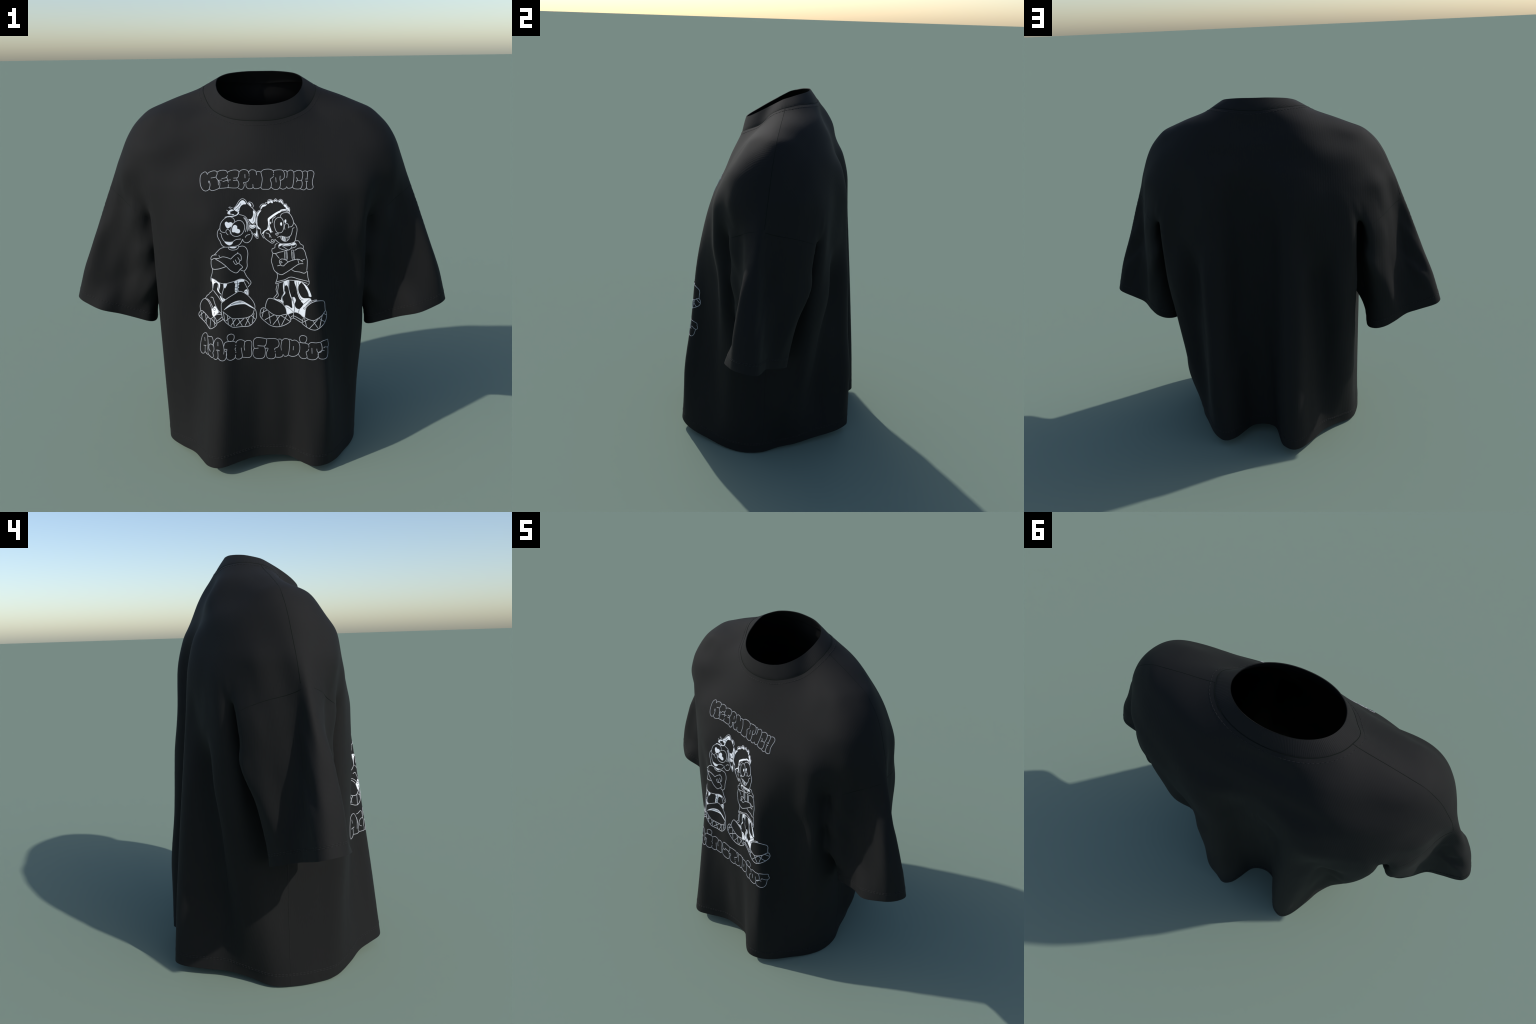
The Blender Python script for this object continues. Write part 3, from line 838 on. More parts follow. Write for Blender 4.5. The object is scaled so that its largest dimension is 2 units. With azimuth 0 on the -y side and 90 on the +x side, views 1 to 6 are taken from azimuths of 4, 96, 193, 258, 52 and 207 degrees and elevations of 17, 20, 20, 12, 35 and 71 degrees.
PRINT["printed_cap:l"] = [
    ("l", [(-9.9, 134.9), (-8.7, 136.1), (-7.2, 138.4), (-5.7, 139.3), (-4.2, 138.6), (-3.3, 137.1), (-1.4, 135.4),
         (0.4, 133.6), (1.3, 132.6), (0.7, 131.5), (0.7, 128.9), (0.1, 127.5), (-1.1, 127), (-2.3, 128),
         (-3.9, 130.7), (-5.4, 131.6), (-7.2, 132.1)]),
    ("f", [(-9.6, 134.8), (-8.1, 136.2), (-6.6, 138.1), (-5.5, 138.6), (-4.5, 138), (-3.9, 136.8), (-5.1, 136.7),
         (-6.3, 136), (-7, 134.7), (-7.2, 133.6), (-8.1, 133.4), (-9.3, 134.1)]),
    ("f", [(-0.5, 133.9), (0.7, 132.7), (0.4, 130.6), (0.4, 128.9), (-0.5, 127.7), (-1.4, 128), (-2.8, 129.8),
         (-1.7, 129.8), (-0.8, 130.9), (-0.5, 132.1)]),
    ("l", [(-3.1, 137.1), (-2.4, 137.8), (-1.1, 137.3), (-0.4, 135.9), (-0.8, 135.2)]),
    ("f", [(-2.8, 137.1), (-2.1, 137.3), (-1.4, 136.2), (-1.7, 135.8)]),
    ("l", [(-13.1, 134.3), (-12.3, 133.6), (-12.7, 132.7), (-11.1, 132.4), (-9.6, 132.2)]),
    ("l", [(-12.2, 135.4), (-11.4, 135.7), (-11.6, 135), (-10.4, 135.4)]),
    ("f", [(-12.3, 133.7), (-10.8, 134.5), (-9.6, 134.1), (-11.1, 133.4), (-11.5, 132.7), (-9.3, 131.9),
         (-12.3, 132.4)]),
    ("f", [(-14.1, 131), (-12.3, 131.5), (-9.9, 131.6), (-8.1, 132.3), (-7.8, 133.2), (-7.2, 133.1), (-7.6, 132.2),
         (-9.6, 131.3)]),
    ("l", [(-5.1, 130.7), (-3.9, 128.9), (-3.6, 126.5), (-4.2, 123.9)]),
    ("l", [(-4.5, 130.7), (-3.1, 128.3), (-2.8, 125.9), (-2.4, 124.4)]),
    ("l", [(-4.8, 130.5), (-3.4, 128.2), (-3.1, 125.9), (-3.3, 124.1)]),
    ("l", [(-2.3, 127.4), (-2.1, 125.3), (-0.5, 122.9), (1.3, 120.8), (1.9, 121.4), (1.3, 124.7), (0.7, 127.1)]),
    ("f", [(-2.2, 127), (0.5, 126.9), (0.4, 125.9), (-0.8, 125.4), (-1.8, 125.7)]),
    ("f", [(-0.2, 123.2), (0.8, 123), (1, 124.7), (1.5, 121.5)]),
    ("d", [(-9.1, 134.5), (-7.5, 135.6), (-6.3, 137.2)]),
    ("d", [(-7.9, 134), (-7.2, 135)]),
    ("d", [(-0.7, 128.6), (-0.2, 130.6), (-0.1, 132.4)]),
    ("d", [(-11.7, 133.4), (-10.5, 133.8), (-9.6, 133.8)]),
    ("d", [(-11.7, 132.2), (-10.5, 132.1)]),
    ("d", [(-2, 126.5), (-0.8, 126), (0.4, 126.4)]),
]
PRINT["printed_sweater:l"] = [
    ("l", [(-12.3, 117.3), (-12, 116.3), (-10.5, 115.7), (-8.4, 115.9), (-7.5, 116.8), (-7.7, 117.4)]),
    ("f", [(-11.9, 117.2), (-9.3, 117.1), (-8.3, 117.1), (-9.3, 116.5), (-10.8, 116.6)]),
    ("l", [(-14.1, 117.2), (-16.3, 116.4), (-19, 113.5)]),
    ("l", [(-17.9, 113.5), (-19.8, 113.1), (-20.8, 111.8), (-20.7, 110.7), (-19.2, 111.6), (-17.3, 111.8),
         (-15.1, 112.7), (-12.9, 112.3), (-11.2, 111.5)]),
    ("l", [(-7.5, 117.1), (-5.4, 117.3), (-3.8, 116.2), (-3.1, 113.7), (-3.5, 110.1), (-3.5, 107.3), (-4.9, 105.4),
         (-6.8, 106.1)]),
    ("l", [(-20.7, 110.7), (-20.8, 108.5), (-20.1, 106.4), (-17.6, 106.7), (-15.4, 107.4), (-13.4, 108.1)]),
    ("l", [(-18.5, 111.4), (-16, 110.2), (-13.6, 108.4), (-11.2, 106), (-8.5, 104.7), (-6.7, 106.4), (-5.6, 107.3),
         (-7.3, 109.1)]),
    ("l", [(-11.2, 111.5), (-9.6, 113), (-8, 113.9), (-6.6, 113.2), (-6.2, 111.8), (-6.4, 110.5), (-7, 110.6),
         (-7.9, 112.1)]),
    ("l", [(-7, 110.3), (-7.3, 109.5), (-8, 109.1), (-8.6, 110.1), (-9.1, 111.1)]),
    ("l", [(-8, 109.1), (-8.9, 108.8), (-9.7, 109.8), (-10, 110.6)]),
    ("l", [(-16.8, 113.4), (-16.5, 112.6)]),
    ("l", [(-7.8, 114.6), (-8, 113.9)]),
    ("l", [(-20.1, 106.3), (-20.4, 104.1), (-21.1, 101.7), (-21, 99.8)]),
    ("l", [(-5, 105.3), (-3.7, 102.7), (-2, 100.5), (-1.7, 99.3), (-3.1, 97.5)]),
    ("l", [(-20.8, 101.5), (-18.7, 101.2), (-17.1, 100.4), (-14.3, 99.9), (-11.8, 100.3), (-9.4, 100.8), (-7, 101.6),
         (-4.9, 101.2), (-3.4, 100.2), (-2.6, 99)]),
]
PRINT["printed_trousers:l"] = [
    ("f", [(-20.6, 101.4), (-18.7, 100.9), (-16.7, 100.3), (-16.4, 98.8), (-16.8, 96.6), (-15.9, 94.8),
         (-16.8, 95.4), (-17.8, 96.8), (-17.4, 98.6), (-17.7, 100.1), (-18.7, 99.9), (-19.6, 99.1), (-20.2, 96.1),
         (-20.3, 98.5)]),
    ("f", [(-9.7, 100.4), (-7.6, 101.3), (-5.2, 101.3), (-4.9, 100.3), (-6.4, 100.3), (-7.5, 99.9), (-7.2, 99.2),
         (-7.8, 98.7), (-7.4, 97.7), (-8, 97.1), (-7.7, 95.9), (-9.2, 95.4), (-9.3, 97.9), (-9.1, 99.4)]),
    ("f", [(-16.5, 94.2), (-15.6, 93.3), (-13.9, 92.3), (-15, 91.2), (-15.9, 92.1)]),
    ("f", [(-14.6, 100.1), (-13, 99.7), (-14.1, 97.7), (-14.6, 98.9)]),
    ("f", [(-5.1, 95.4), (-3.7, 96.5), (-3.3, 95.6), (-3.3, 93.8)]),
    ("l", [(-4.9, 100), (-3.7, 97.5), (-2.8, 95.6), (-3, 93.7)]),
    ("l", [(-14.7, 99.8), (-14.7, 97.7), (-15.5, 94.6), (-15.3, 92.7)]),
    ("l", [(-20.1, 98.9), (-20.3, 96), (-22.4, 93.2)]),
    ("l", [(-19.8, 95.9), (-17.5, 93.7), (-15.6, 91)]),
    ("d", [(-8.3, 100.9), (-8.2, 99.4), (-8.4, 97.2), (-8.2, 95.5)]),
    ("d", [(-9.4, 100), (-8.3, 99.4), (-7.3, 99.8)]),
    ("d", [(-9.5, 97.9), (-8.4, 97.7), (-7.5, 98.3)]),
    ("d", [(-9.3, 96.5), (-8.3, 96.2)]),
    ("d", [(-19.4, 100.7), (-17.4, 99.6), (-17.1, 97.5), (-16.3, 95.3)]),
    ("d", [(-4.9, 95.2), (-4, 95.6), (-3.7, 94.4)]),
    ("d", [(-15.9, 93.8), (-14.8, 92)]),
]
PRINT["printed_shoe:l"] = [
    ("l", [(-22.4, 92.9), (-23.6, 91.8), (-24.5, 90.3), (-25.7, 89.5), (-26.8, 88), (-27.5, 85.7), (-27.3, 83.2)]),
    ("l", [(-24.7, 90.1), (-22.9, 89.2), (-21.4, 87.4), (-20.9, 85.8), (-20.5, 83.5)]),
    ("l", [(-23.8, 90.2), (-21.8, 89.4), (-19.8, 86.9)]),
    ("l", [(-21.4, 91.9), (-20.2, 92.3), (-19.5, 90.7), (-18.7, 88.8), (-17.2, 86.6), (-15.7, 85.2), (-17.9, 84.8),
         (-20, 83.1)]),
    ("f", [(-19, 88.5), (-17.2, 86), (-18.2, 85), (-20, 83.1), (-20.9, 86.1), (-19.8, 87.5)]),
    ("c", [(-26.9, 83.3), (-28.2, 81.9), (-28.2, 80.2), (-26.4, 78.5), (-24.2, 77.1), (-22.7, 76.2), (-21.4, 76.5),
         (-18.5, 79.3), (-18.3, 81.3), (-19.6, 83.2), (-21.7, 81.2), (-23.4, 81.4), (-25.6, 82.8)]),
    ("l", [(-27.1, 82.7), (-26.6, 78.8)]),
    ("l", [(-28.1, 80.2), (-25.6, 82.8)]),
    ("l", [(-24.7, 82.1), (-24.2, 77.8)]),
    ("l", [(-25.2, 78.3), (-23.2, 81.3)]),
    ("l", [(-21.5, 81.3), (-22.1, 76.4)]),
    ("l", [(-20.9, 81.4), (-18.7, 80)]),
    ("l", [(-19.6, 82.9), (-19.5, 78.9)]),
    ("l", [(-18.3, 81.3), (-15.7, 83.7)]),
    ("l", [(-18.3, 80.3), (-14.9, 82.8)]),
    ("d", [(-20, 86.7), (-19.4, 86.2), (-18.8, 86.9), (-19.1, 87.5), (-19.9, 87.2)]),
    ("d", [(-19.4, 85.5), (-19.6, 84.3)]),
]
PRINT["printed_shoe:l2"] = [
    ("l", [(-15.8, 85.2), (-15.9, 88.4), (-15.6, 90.7), (-13.1, 92.7), (-9.5, 94.7), (-7.4, 95.7), (-5.3, 95),
         (-2.8, 93.1), (-0.7, 90.6), (0.2, 88.5), (0.1, 87)]),
    ("f", [(-14.7, 87.2), (-12.5, 89.3), (-10.1, 90.7), (-7.7, 91.2), (-5.9, 90.9), (-4.1, 89.9), (-1.9, 88.5),
         (0.1, 87), (-2.2, 88), (-4.4, 89.2), (-6.5, 89.4), (-8.9, 89.3), (-11.3, 89), (-13.2, 88.1)]),
    ("l", [(-15.7, 85.1), (-15.5, 83.7), (-14.1, 81.5), (-12, 79.5), (-10.2, 78.4), (-6.6, 78.3), (-2.9, 78.5),
         (-1, 79.8), (0.6, 82), (1, 83.9), (0.6, 86.3), (0.1, 87)]),
    ("l", [(-15.2, 86.5), (-13.8, 85.3), (-12, 83.8), (-10.5, 82.7), (-7.2, 82.4), (-4.1, 82.6), (-1.9, 83.5),
         (-0.7, 84.8), (-0.1, 86.7)]),
    ("l", [(-14.9, 86.2), (-14.3, 81.9)]),
    ("l", [(-13, 84.5), (-12.6, 80.2)]),
    ("l", [(-13.8, 81.9), (-11.7, 83.4)]),
    ("l", [(-10.6, 82.5), (-9.8, 78.9)]),
    ("l", [(-11.4, 79.4), (-9.1, 82.3)]),
    ("l", [(-7.9, 82.2), (-6, 78.6)]),
    ("l", [(-8.9, 78.9), (-5.2, 82.2)]),
    ("l", [(-4, 82.4), (-2.1, 79.1)]),
    ("l", [(-4.6, 78.8), (-2.4, 83.2)]),
    ("l", [(-1.5, 83.7), (0.2, 82.2)]),
    ("l", [(-1.2, 80.1), (-0.2, 84.8)]),
    ("d", [(-11.3, 89.7), (-8.9, 90.3), (-6.5, 90.2)]),
    ("d", [(-7.7, 90.9), (-5.3, 90.3)]),
]
PRINT["printed_hair:r"] = [
    ("l", [(4.5, 121), (3.7, 122.4), (3, 123.5), (3.1, 125), (1.6, 125.6), (1, 127.7), (1, 129.8), (1.5, 132.1),
         (1.8, 133.6), (3.1, 134.2), (2.7, 135.7), (3.7, 136.8), (5.3, 136.9), (5.4, 137.6), (6.3, 137.5),
         (6.6, 138.7), (7.8, 139), (9.1, 138.4), (10.1, 139.4), (11.3, 138.5), (12.5, 139.2), (13.6, 138.5),
         (13.9, 137.1), (15.3, 137.1), (15.7, 136), (16.8, 135.4), (16.9, 134), (16.6, 133.1)]),
    ("f", [(3.3, 135.4), (4, 136.4), (5.6, 136.6), (6.2, 136.9), (5.3, 135.9), (4, 135.5), (3.4, 134.5)]),
    ("f", [(6.3, 137.8), (7.8, 138.6), (8.9, 138), (8.6, 137.3), (7.7, 137.7), (6.6, 136.9)]),
    ("f", [(9.2, 138), (10.1, 138.9), (11.2, 138), (10.1, 138.2)]),
    ("f", [(11.5, 138.1), (12.7, 138.8), (13.4, 137.9), (13.6, 136.8), (12.7, 137.8), (11.9, 137.8)]),
    ("f", [(13.9, 136.8), (15.1, 136.7), (15.6, 135.7), (16.5, 135.1), (16.8, 133.7), (15.6, 134.3), (12.9, 134.1),
         (12.6, 134.5), (15.3, 135.1), (14.4, 135.9)]),
    ("f", [(1.3, 131.2), (2.1, 133.3), (3.4, 133.9), (2.5, 132.7), (1.8, 131.2), (1.6, 128.9), (1.6, 126.8),
         (3.1, 125.2), (1.9, 125.6), (1.1, 127.7)]),
    ("f", [(12.6, 134.2), (12.9, 133.7), (10.2, 131.8), (7.7, 130), (7.4, 129.1), (8.2, 128.3), (7.4, 127.3),
         (8.3, 124.7), (8, 123.6), (7.1, 124.9), (5.3, 124.5), (4.4, 123.3), (3.7, 123.1), (4.7, 124.5),
         (6.2, 125.5), (6.7, 127.9), (6.5, 129.9), (7.1, 130.8), (10.1, 133)]),
    ("l", [(12.7, 133.8), (15, 134), (16.9, 133)]),
    ("l", [(8.6, 128.4), (8.9, 130.3), (10.3, 131.4)]),
    ("d", [(7.4, 129.7), (9.5, 131.4), (12, 133.1)]),
    ("d", [(7.1, 129.1), (7.6, 128.4), (7, 127), (7.4, 125.2)]),
    ("d", [(14.4, 134.9), (15.6, 134.7), (16.5, 134.3)]),
    ("d", [(6.9, 137.9), (7.8, 138.1)]),
    ("d", [(10, 138.4), (10.5, 138.2)]),
    ("d", [(12.2, 138.3), (13, 137.9)]),
    ("d", [(1.6, 131.2), (1.5, 128.9), (1.7, 127.1)]),
]
PRINT["printed_face:r"] = [
    ("c", [(9.6, 127.4), (10, 129.8), (11.4, 131), (12.9, 130.9), (13.9, 129.4), (14.2, 127), (13.5, 124.6),
         (12.1, 123.9), (10.6, 124.5)]),
    ("l", [(12.4, 131.2), (12.9, 132.5), (14.4, 133.2), (16.5, 133), (18, 131.1), (18.7, 128.8), (18, 127.1),
         (16.4, 126.7)]),
    ("f", [(12.4, 128.1), (12.6, 128.7), (12.9, 128.9), (13.2, 128.7), (13.3, 128.1), (13.2, 127.5), (12.9, 127.3),
         (12.6, 127.5)]),
    ("f", [(14.4, 129.4), (14.6, 129.9), (14.9, 130.2), (15.2, 130), (15.3, 129.4), (15.2, 128.8), (14.9, 128.6),
         (14.6, 128.8)]),
    ("l", [(14.7, 125.5), (14.4, 127), (14.9, 128.2), (15.8, 128.3), (16.4, 127.5), (16.2, 126.2)]),
    ("l", [(18.9, 128.7), (20.1, 127), (20.4, 125.3), (20, 122.9), (19.4, 120.1), (18, 119.2), (15, 118.8),
         (12.6, 118.8), (11.1, 119.7), (9.9, 120.8)]),
    ("l", [(19.1, 126.5), (18.3, 126), (18, 124.4), (17.3, 122.6), (15.6, 121.9), (12.9, 122.4), (11.1, 121.7)]),
    ("l", [(12.4, 122.2), (13.2, 120.7), (14.7, 119.9), (16.2, 120.6), (17.1, 122.6)]),
    ("f", [(13.2, 122.2), (14.7, 122), (14.9, 120.1), (13.5, 120.7)]),
    ("l", [(15.6, 121.9), (15.8, 120.3)]),
    ("l", [(16.5, 122.3), (16.7, 121)]),
    ("l", [(9, 124.1), (7.1, 125.1), (5.3, 124.5), (4.5, 123), (5, 121.2), (6.8, 119.8), (8.6, 118.8), (9.7, 119.5),
         (9.9, 120.8)]),
    ("l", [(5.6, 123.6), (7.1, 123.1), (8.2, 121.4)]),
    ("l", [(7.4, 123), (7.3, 121.6)]),
    ("c", [(8.1, 120), (8.3, 120.4), (8.7, 120.6), (9.1, 120.5), (9.2, 120.1), (9.1, 119.7), (8.7, 119.5),
         (8.3, 119.7)]),
    ("c", [(10.2, 123.3), (10.6, 122.8), (11.1, 122.7), (11.6, 123.5), (11.1, 123.6), (10.8, 123.3), (10.5, 123.6)]),
    ("d", [(13.7, 122.1), (13.9, 120.7)]),
    ("d", [(14.2, 122), (14.4, 120.4)]),
]
PRINT["printed_hoodie:r"] = [
    ("f", [(11.7, 118.2), (13.2, 118.8), (17.4, 118.9), (18, 118.3), (16.2, 117.7), (14.4, 117.7), (13.2, 118.1),
         (12, 117.4)]),
    ("f", [(18, 118.8), (19.2, 119.5), (20, 118.8), (19.3, 118.3), (18.3, 118)]),
    ("l", [(11.7, 117.9), (11.8, 116.8), (14.1, 115.8), (16.2, 115.7), (17.7, 116.6), (19.6, 117.3), (20.1, 118.5),
         (19.2, 119.5)]),
    ("l", [(13.5, 117.6), (15, 116.6), (16.5, 115.8), (17.7, 116.9), (18, 118.2)]),
    ("l", [(11.1, 118.9), (10, 118.1), (9.9, 116.7), (8.6, 116.1), (8.5, 114.8), (9.2, 113.9), (10.8, 114.1),
         (12, 114.6), (14, 115)]),
    ("l", [(19.4, 120.2), (21.1, 120.2), (22, 118.8), (23.3, 118), (23.4, 116.7)]),
    ("l", [(19.3, 115.6), (21.1, 116.7), (22.9, 116.7), (24.1, 115.3), (24.7, 113.2), (25.3, 111), (25.2, 107.4),
         (25.1, 106.2)]),
    ("l", [(8.9, 113.9), (8.5, 112), (8.2, 110.2), (8.8, 108), (9.5, 105.8), (11.1, 104.3), (12.9, 103.6),
         (14.4, 104.2), (17.5, 106.3), (21.1, 108.9), (23.4, 109.4)]),
    ("l", [(14.1, 108), (16.2, 109.9), (18.7, 110.9), (20.8, 111.4), (22.3, 110.9), (23.2, 110.2)]),
    ("l", [(17.8, 106.3), (19.3, 105.4), (21.7, 105.2), (23.9, 104.8), (25.2, 105.8)]),
    ("l", [(16.4, 109.9), (14.7, 111.1), (12.9, 111.3), (12, 110.3), (12.4, 108.9), (13.2, 108), (14.3, 108)]),
    ("l", [(12.3, 109.8), (13.2, 110.3)]),
    ("l", [(12.4, 109.2), (13.5, 109.7)]),
    ("l", [(11.1, 107.9), (12.9, 108.4)]),
    ("l", [(10.2, 113.8), (12, 111.6)]),
    ("l", [(20.8, 111.3), (21.3, 109.4)]),
    ("l", [(22.6, 110.9), (24.1, 111.6)]),
    ("c", [(14.6, 115), (14.7, 111.3), (15.8, 111.3), (15.6, 115), (15, 115.3)]),
    ("c", [(17.8, 115.4), (18.2, 111.4), (19.2, 111.4), (18.8, 115.4), (18.3, 115.7)]),
    ("l", [(15.2, 114.7), (15.3, 111.6)]),
    ("l", [(18.4, 114.9), (18.7, 111.7)]),
    ("l", [(10.8, 104.9), (11.1, 102.4), (10.4, 99.9)]),
    ("l", [(25.4, 105.9), (25.7, 102.8), (26.3, 101)]),
    ("l", [(10.4, 99), (10.3, 99.8), (12.6, 100.6), (14.7, 101.2), (16.9, 102.4), (18.7, 102.4), (21.2, 101.7),
         (26, 101)]),
    ("l", [(10.4, 99), (13.2, 100), (16.3, 100.9), (18.7, 100.9), (21.8, 100.7), (25.4, 100)]),
    ("l", [(26.3, 101), (26.2, 99.7), (25.4, 99)]),
    ("d", [(13.5, 118.4), (15.6, 118.1), (17.4, 118.5)]),
]
PRINT["printed_trousers:r"] = [
    ("l", [(11, 98.7), (10.4, 96.2), (10.9, 94.3), (9.2, 92.1)]),
    ("l", [(11.7, 99), (11.2, 95.5), (11.5, 93.3), (10.4, 92.1)]),
    ("f", [(14.1, 100), (16.6, 101), (16.7, 97.5), (17.5, 94.1), (18.1, 91.6), (17.2, 93.4), (16.4, 96.9),
         (15.7, 98.4), (14.7, 98.1), (14.4, 96.2), (14.9, 94.6), (13.5, 92.4), (14.1, 89.9), (12.9, 90.8),
         (13.2, 93), (14, 94.9), (13.8, 97.7)]),
    ("f", [(19.3, 100.7), (22.4, 100.6), (21.8, 99.3), (21.2, 98.3), (21.2, 95.8), (22.4, 93.4), (23.7, 92.5),
         (26.4, 92.7), (27.3, 92.2), (25.8, 91.5), (22.4, 91.3), (20.9, 94.2), (20.3, 97)]),
    ("f", [(22.4, 100.5), (25.1, 98.7), (26.7, 96), (27.4, 93.5), (26.1, 93.8), (25.8, 95), (24.2, 98.6)]),
    ("f", [(18.1, 92.5), (19.4, 92.6), (20, 91), (19.4, 89.5), (20, 87.6), (21.8, 87), (23.7, 89.7), (22.4, 90.9),
         (26.1, 91.9), (30.1, 91.4), (27.3, 91.6), (24.9, 88.9), (24.8, 87.3), (24, 83.1), (21.2, 85.1),
         (19.1, 85.2), (16, 84.3), (15.4, 86.8), (14.8, 88.4), (16.3, 88.4), (18.2, 87.2), (18.1, 89.7)]),
    ("f", [(9.2, 92.1), (10.4, 91.6), (12.6, 91.1), (14.1, 89.3), (13.2, 89.9), (10.7, 91)]),
    ("d", [(14.1, 99.8), (14.5, 96.2), (13.3, 92.7), (13.7, 90.5)]),
    ("d", [(16.1, 100.6), (16.5, 97.5), (17.8, 93.1), (18.5, 90.7)]),
    ("d", [(20.1, 100.4), (20.8, 95.8), (22.3, 92.1), (23.7, 91.6)]),
    ("d", [(21.2, 100.3), (21.3, 98.9)]),
    ("d", [(19.3, 95.7), (18.5, 92.5), (18.8, 90.7), (19.4, 87.6), (19.1, 85.4)]),
    ("d", [(15.4, 87.9), (17.2, 86.9), (18.8, 85.4)]),
    ("d", [(21.2, 85.2), (22.1, 88), (24.3, 90.1), (26.4, 92.2)]),
    ("d", [(27.3, 92.1), (28.2, 91.6)]),
    ("d", [(24.7, 88.4), (23.7, 87.7), (24, 87.1), (24.7, 87.4)]),
    ("d", [(23, 99.4), (25.1, 96.8), (26.1, 94.1)]),
    ("d", [(10, 91.9), (12, 90.8), (13.5, 89.7)]),
]
PRINT["printed_shoe:r"] = [
    ("l", [(5.2, 87.5), (5.7, 90), (6.7, 91.8), (8.3, 91.9), (11, 90.8), (13.5, 89.3), (15.1, 87.1), (15.7, 84.3)]),
    ("l", [(16, 84.3), (13.8, 83.8), (11.7, 83.3), (9.2, 84), (7, 85.6), (4.9, 87.4), (3.3, 87), (2.7, 84.8),
         (3, 83), (5.2, 80.7), (7.9, 78.6), (11, 77.8), (14.1, 78.5), (16.9, 80.2), (17.6, 81.5), (16.3, 84.2)]),
    ("l", [(4.6, 86.9), (3.6, 82.9)]),
    ("l", [(3.3, 84.9), (6, 86.3)]),
    ("l", [(6.9, 85.3), (7.7, 79.6)]),
    ("l", [(5, 81.6), (9.5, 83.8)]),
    ("l", [(10.6, 83.3), (12.3, 78.3)]),
    ("l", [(8.9, 78.9), (12.3, 83.3)]),
    ("l", [(15.8, 84.1), (13.1, 78.6)]),
    ("l", [(12.9, 83.4), (17.2, 80.7)]),
    ("l", [(16, 84.1), (18.9, 85.4)]),
    ("l", [(17.2, 82.3), (18.9, 83.5), (23.1, 81.4)]),
    ("l", [(17.4, 81.4), (18.9, 82.4), (23, 80.1)]),
    ("l", [(18.9, 85.4), (18.9, 82.2)]),
]
PRINT["printed_shoe:r2"] = [
    ("l", [(24.3, 83.1), (24.8, 87.3), (25.8, 89), (27.9, 90.6), (30.4, 91.1), (33, 90.3), (33.9, 89), (34.1, 86.7),
         (34.3, 84.8)]),
    ("l", [(19.1, 85.4), (21.2, 85), (24.2, 83)]),
    ("l", [(24, 83.1), (26.2, 82.1), (28.6, 81.5), (30.5, 82.3), (32.7, 83.4), (34.3, 84.8), (35, 82.7),
         (34.7, 80.5), (33.4, 78.8), (31.2, 77.3), (29.3, 76.7), (26.8, 77.3), (24.1, 79), (23.1, 80.2),
         (23.7, 82.9)]),
    ("l", [(24.2, 82.6), (25.3, 78)]),
    ("l", [(23.4, 80.5), (26.2, 82.1)]),
    ("l", [(28.2, 81.5), (30.8, 77.5)]),
    ("l", [(26.5, 77.4), (30.8, 82.2)]),
    ("l", [(32.7, 83.3), (31.6, 77.8)]),
    ("l", [(31.1, 82.5), (34.2, 79.7)]),
    ("l", [(33.3, 84.3), (34.8, 82.5)]),
    ("c", [(24, 87.9), (25.8, 89.9), (28.2, 91.6), (30.1, 91.6), (27.3, 90.4), (25.2, 88.6), (24.3, 87.3)]),
]


def spline(pts, closed, step):
    p = np.array(pts, float) / 100.0
    n = len(p)
    if n == 2:
        k = max(2, int(np.linalg.norm(p[1] - p[0]) / step))
        return p[0] + (p[1] - p[0]) * np.linspace(0, 1, k + 1)[:, None]
    out = []
    for i in range(n if closed else n - 1):
        b, c = p[i], p[(i + 1) % n]
        a = p[i - 1] if (closed or i > 0) else 2 * b - c
        d = p[(i + 2) % n] if (closed or i + 2 < n) else 2 * c - b
        k = max(2, int(np.linalg.norm(c - b) / step))
        t = np.linspace(0, 1, k, endpoint=False)[:, None]
        out.append(0.5 * (2 * b + (c - a) * t + (2 * a - 5 * b + 4 * c - d) * t * t + (3 * b - a - 3 * c + d) * t ** 3))
    q = np.concatenate(out)
    return np.vstack([q, q[:1] if closed else p[-1:]])

INK = 0.0014          # height of the ink above the cloth

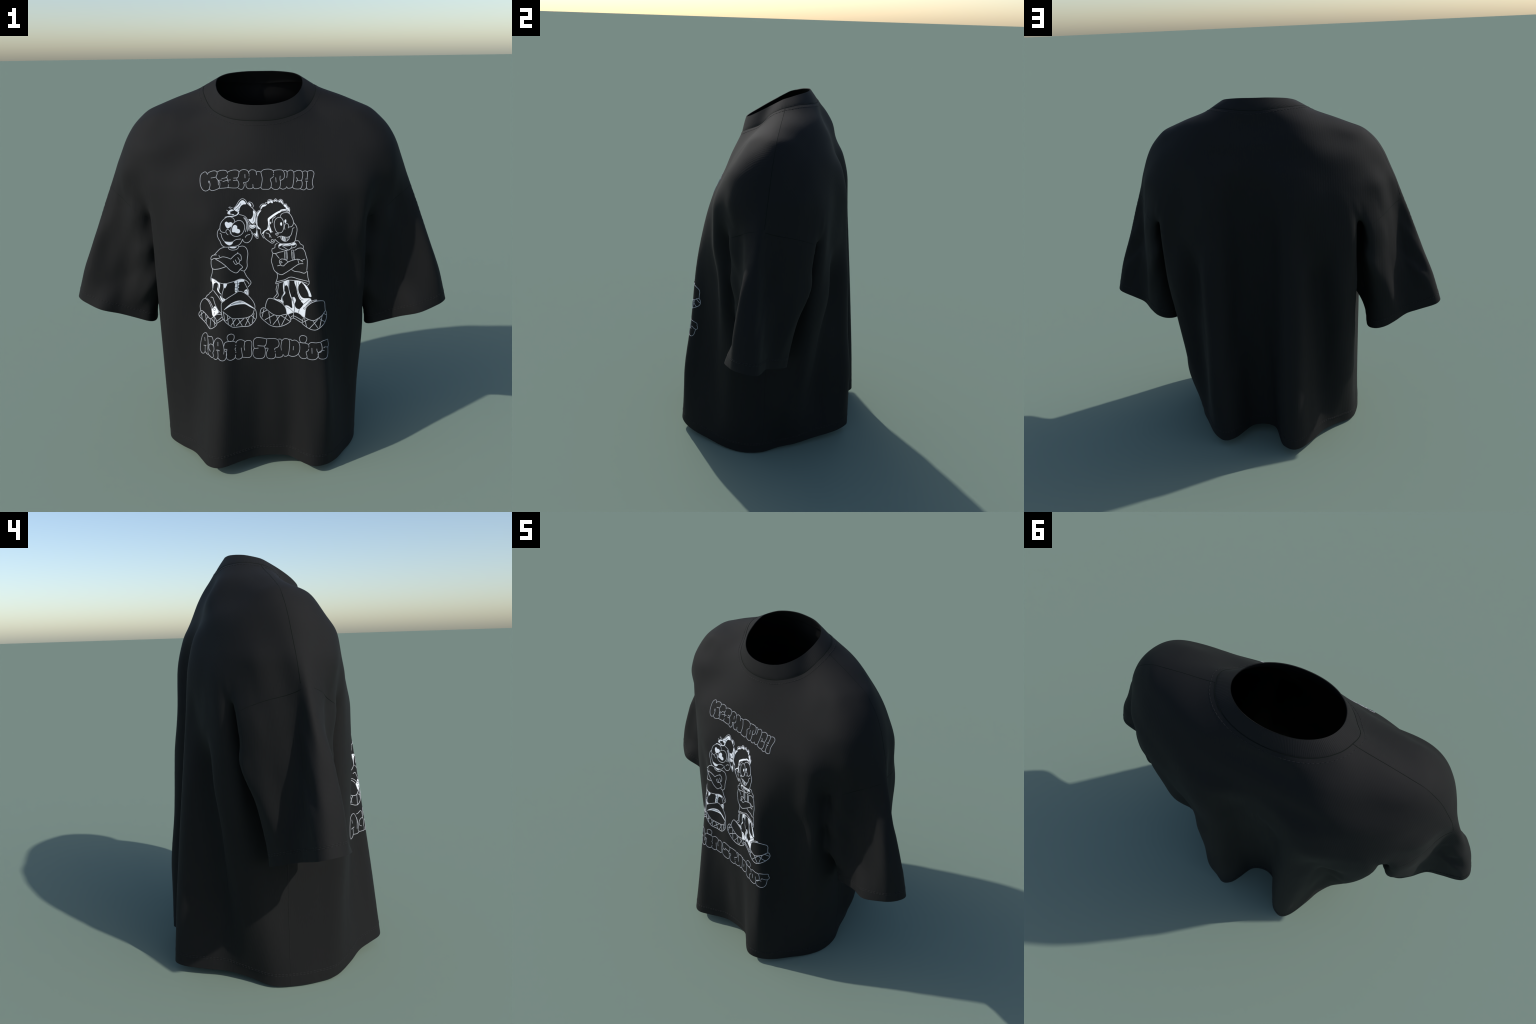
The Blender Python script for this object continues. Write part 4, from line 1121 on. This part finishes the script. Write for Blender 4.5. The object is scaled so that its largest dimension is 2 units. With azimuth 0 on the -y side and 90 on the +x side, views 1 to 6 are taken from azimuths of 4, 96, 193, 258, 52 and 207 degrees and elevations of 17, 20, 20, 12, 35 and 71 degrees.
def ink_line(path, width, top=INK):
    P, Nn = [], []
    for x, z in path:
        a, b = on_cloth(x, z)
        if a is not None:
            P.append(a); Nn.append(b)
    if len(P) < 2:
        return None
    P, Nn = np.array(P), np.array(Nn)
    T = np.gradient(P, axis=0); T /= np.linalg.norm(T, axis=1)[:, None] + 1e-12
    S = np.cross(T, Nn); S /= np.linalg.norm(S, axis=1)[:, None] + 1e-12
    w = width / 2
    ring = np.stack([P - S * w - Nn * 0.001, P - S * w * 0.8 + Nn * top, P + S * w * 0.8 + Nn * top, P + S * w - Nn * 0.001], 1)
    n = len(P); F_ = []
    for i in range(n - 1):
        for k in range(3):
            F_.append([i * 4 + k, (i + 1) * 4 + k, (i + 1) * 4 + k + 1, i * 4 + k + 1])
    F_ += [[0, 1, 2, 3], [4 * n - 1, 4 * n - 2, 4 * n - 3, 4 * n - 4]]
    return ring.reshape(-1, 3), F_

def ink_patch(path):
    q = path[:-1]
    pts = [Vector((a, b)) for a, b in q]
    lo, hi = q.min(0), q.max(0)
    for x in np.arange(lo[0], hi[0], 0.011):
        for z in np.arange(lo[1], hi[1], 0.011):
            pts.append(Vector((x, z)))
    vo, eo, fo, *_ = delaunay_2d_cdt(pts, [], [list(range(len(q)))], 1, 1e-6)
    P, Nn, ok = [], [], []
    for p in vo:
        a, b = on_cloth(p.x, p.y)
        ok.append(a is not None)
        P.append(a if a is not None else np.zeros(3)); Nn.append(b if b is not None else np.array([0, -1.0, 0]))
    P, Nn = np.array(P), np.array(Nn)
    n = len(P)
    F_ = []
    count = {}
    for f in fo:
        if not all(ok[i] for i in f):
            continue
        f = list(f)
        a, b, c = P[f[0]], P[f[1]], P[f[2]]
        if np.dot(np.cross(b - a, c - a), Nn[f[0]]) < 0:
            f = f[::-1]
        F_.append(f)
        for i in range(len(f)):
            count[(f[i], f[(i + 1) % len(f)])] = 1
    for (a, b) in list(count):
        if (b, a) not in count:
            F_.append([b, a, a + n, b + n])
    return np.vstack([P + Nn * INK * 0.9, P - Nn * 0.001]), F_

for key, strokes in PRINT.items():
    kind = key.split(":")[0]
    parts, mat = [], []
    for k, pts in strokes:
        if k == "f":
            g = ink_patch(spline(pts, True, 0.006))
        elif k == "d":                   # bare cloth line drawn through a white patch
            g = ink_line(spline(pts, False, 0.004), 0.0019, INK + 0.0009)
        else:
            g = ink_line(spline(pts, k == "c", 0.005), 0.0023 if kind == "letter" else 0.0025)
        if g:
            parts.append(g); mat += [{"f": 1, "d": 2}.get(k, 0)] * len(g[1])
    v, f = join(parts)
    name = "printed_letter" if kind == "letter" else kind
    add_mesh(name, v, f, [line_ink if kind == "letter" else figure_ink, ink, jersey], mat, parent=front, smooth=False)
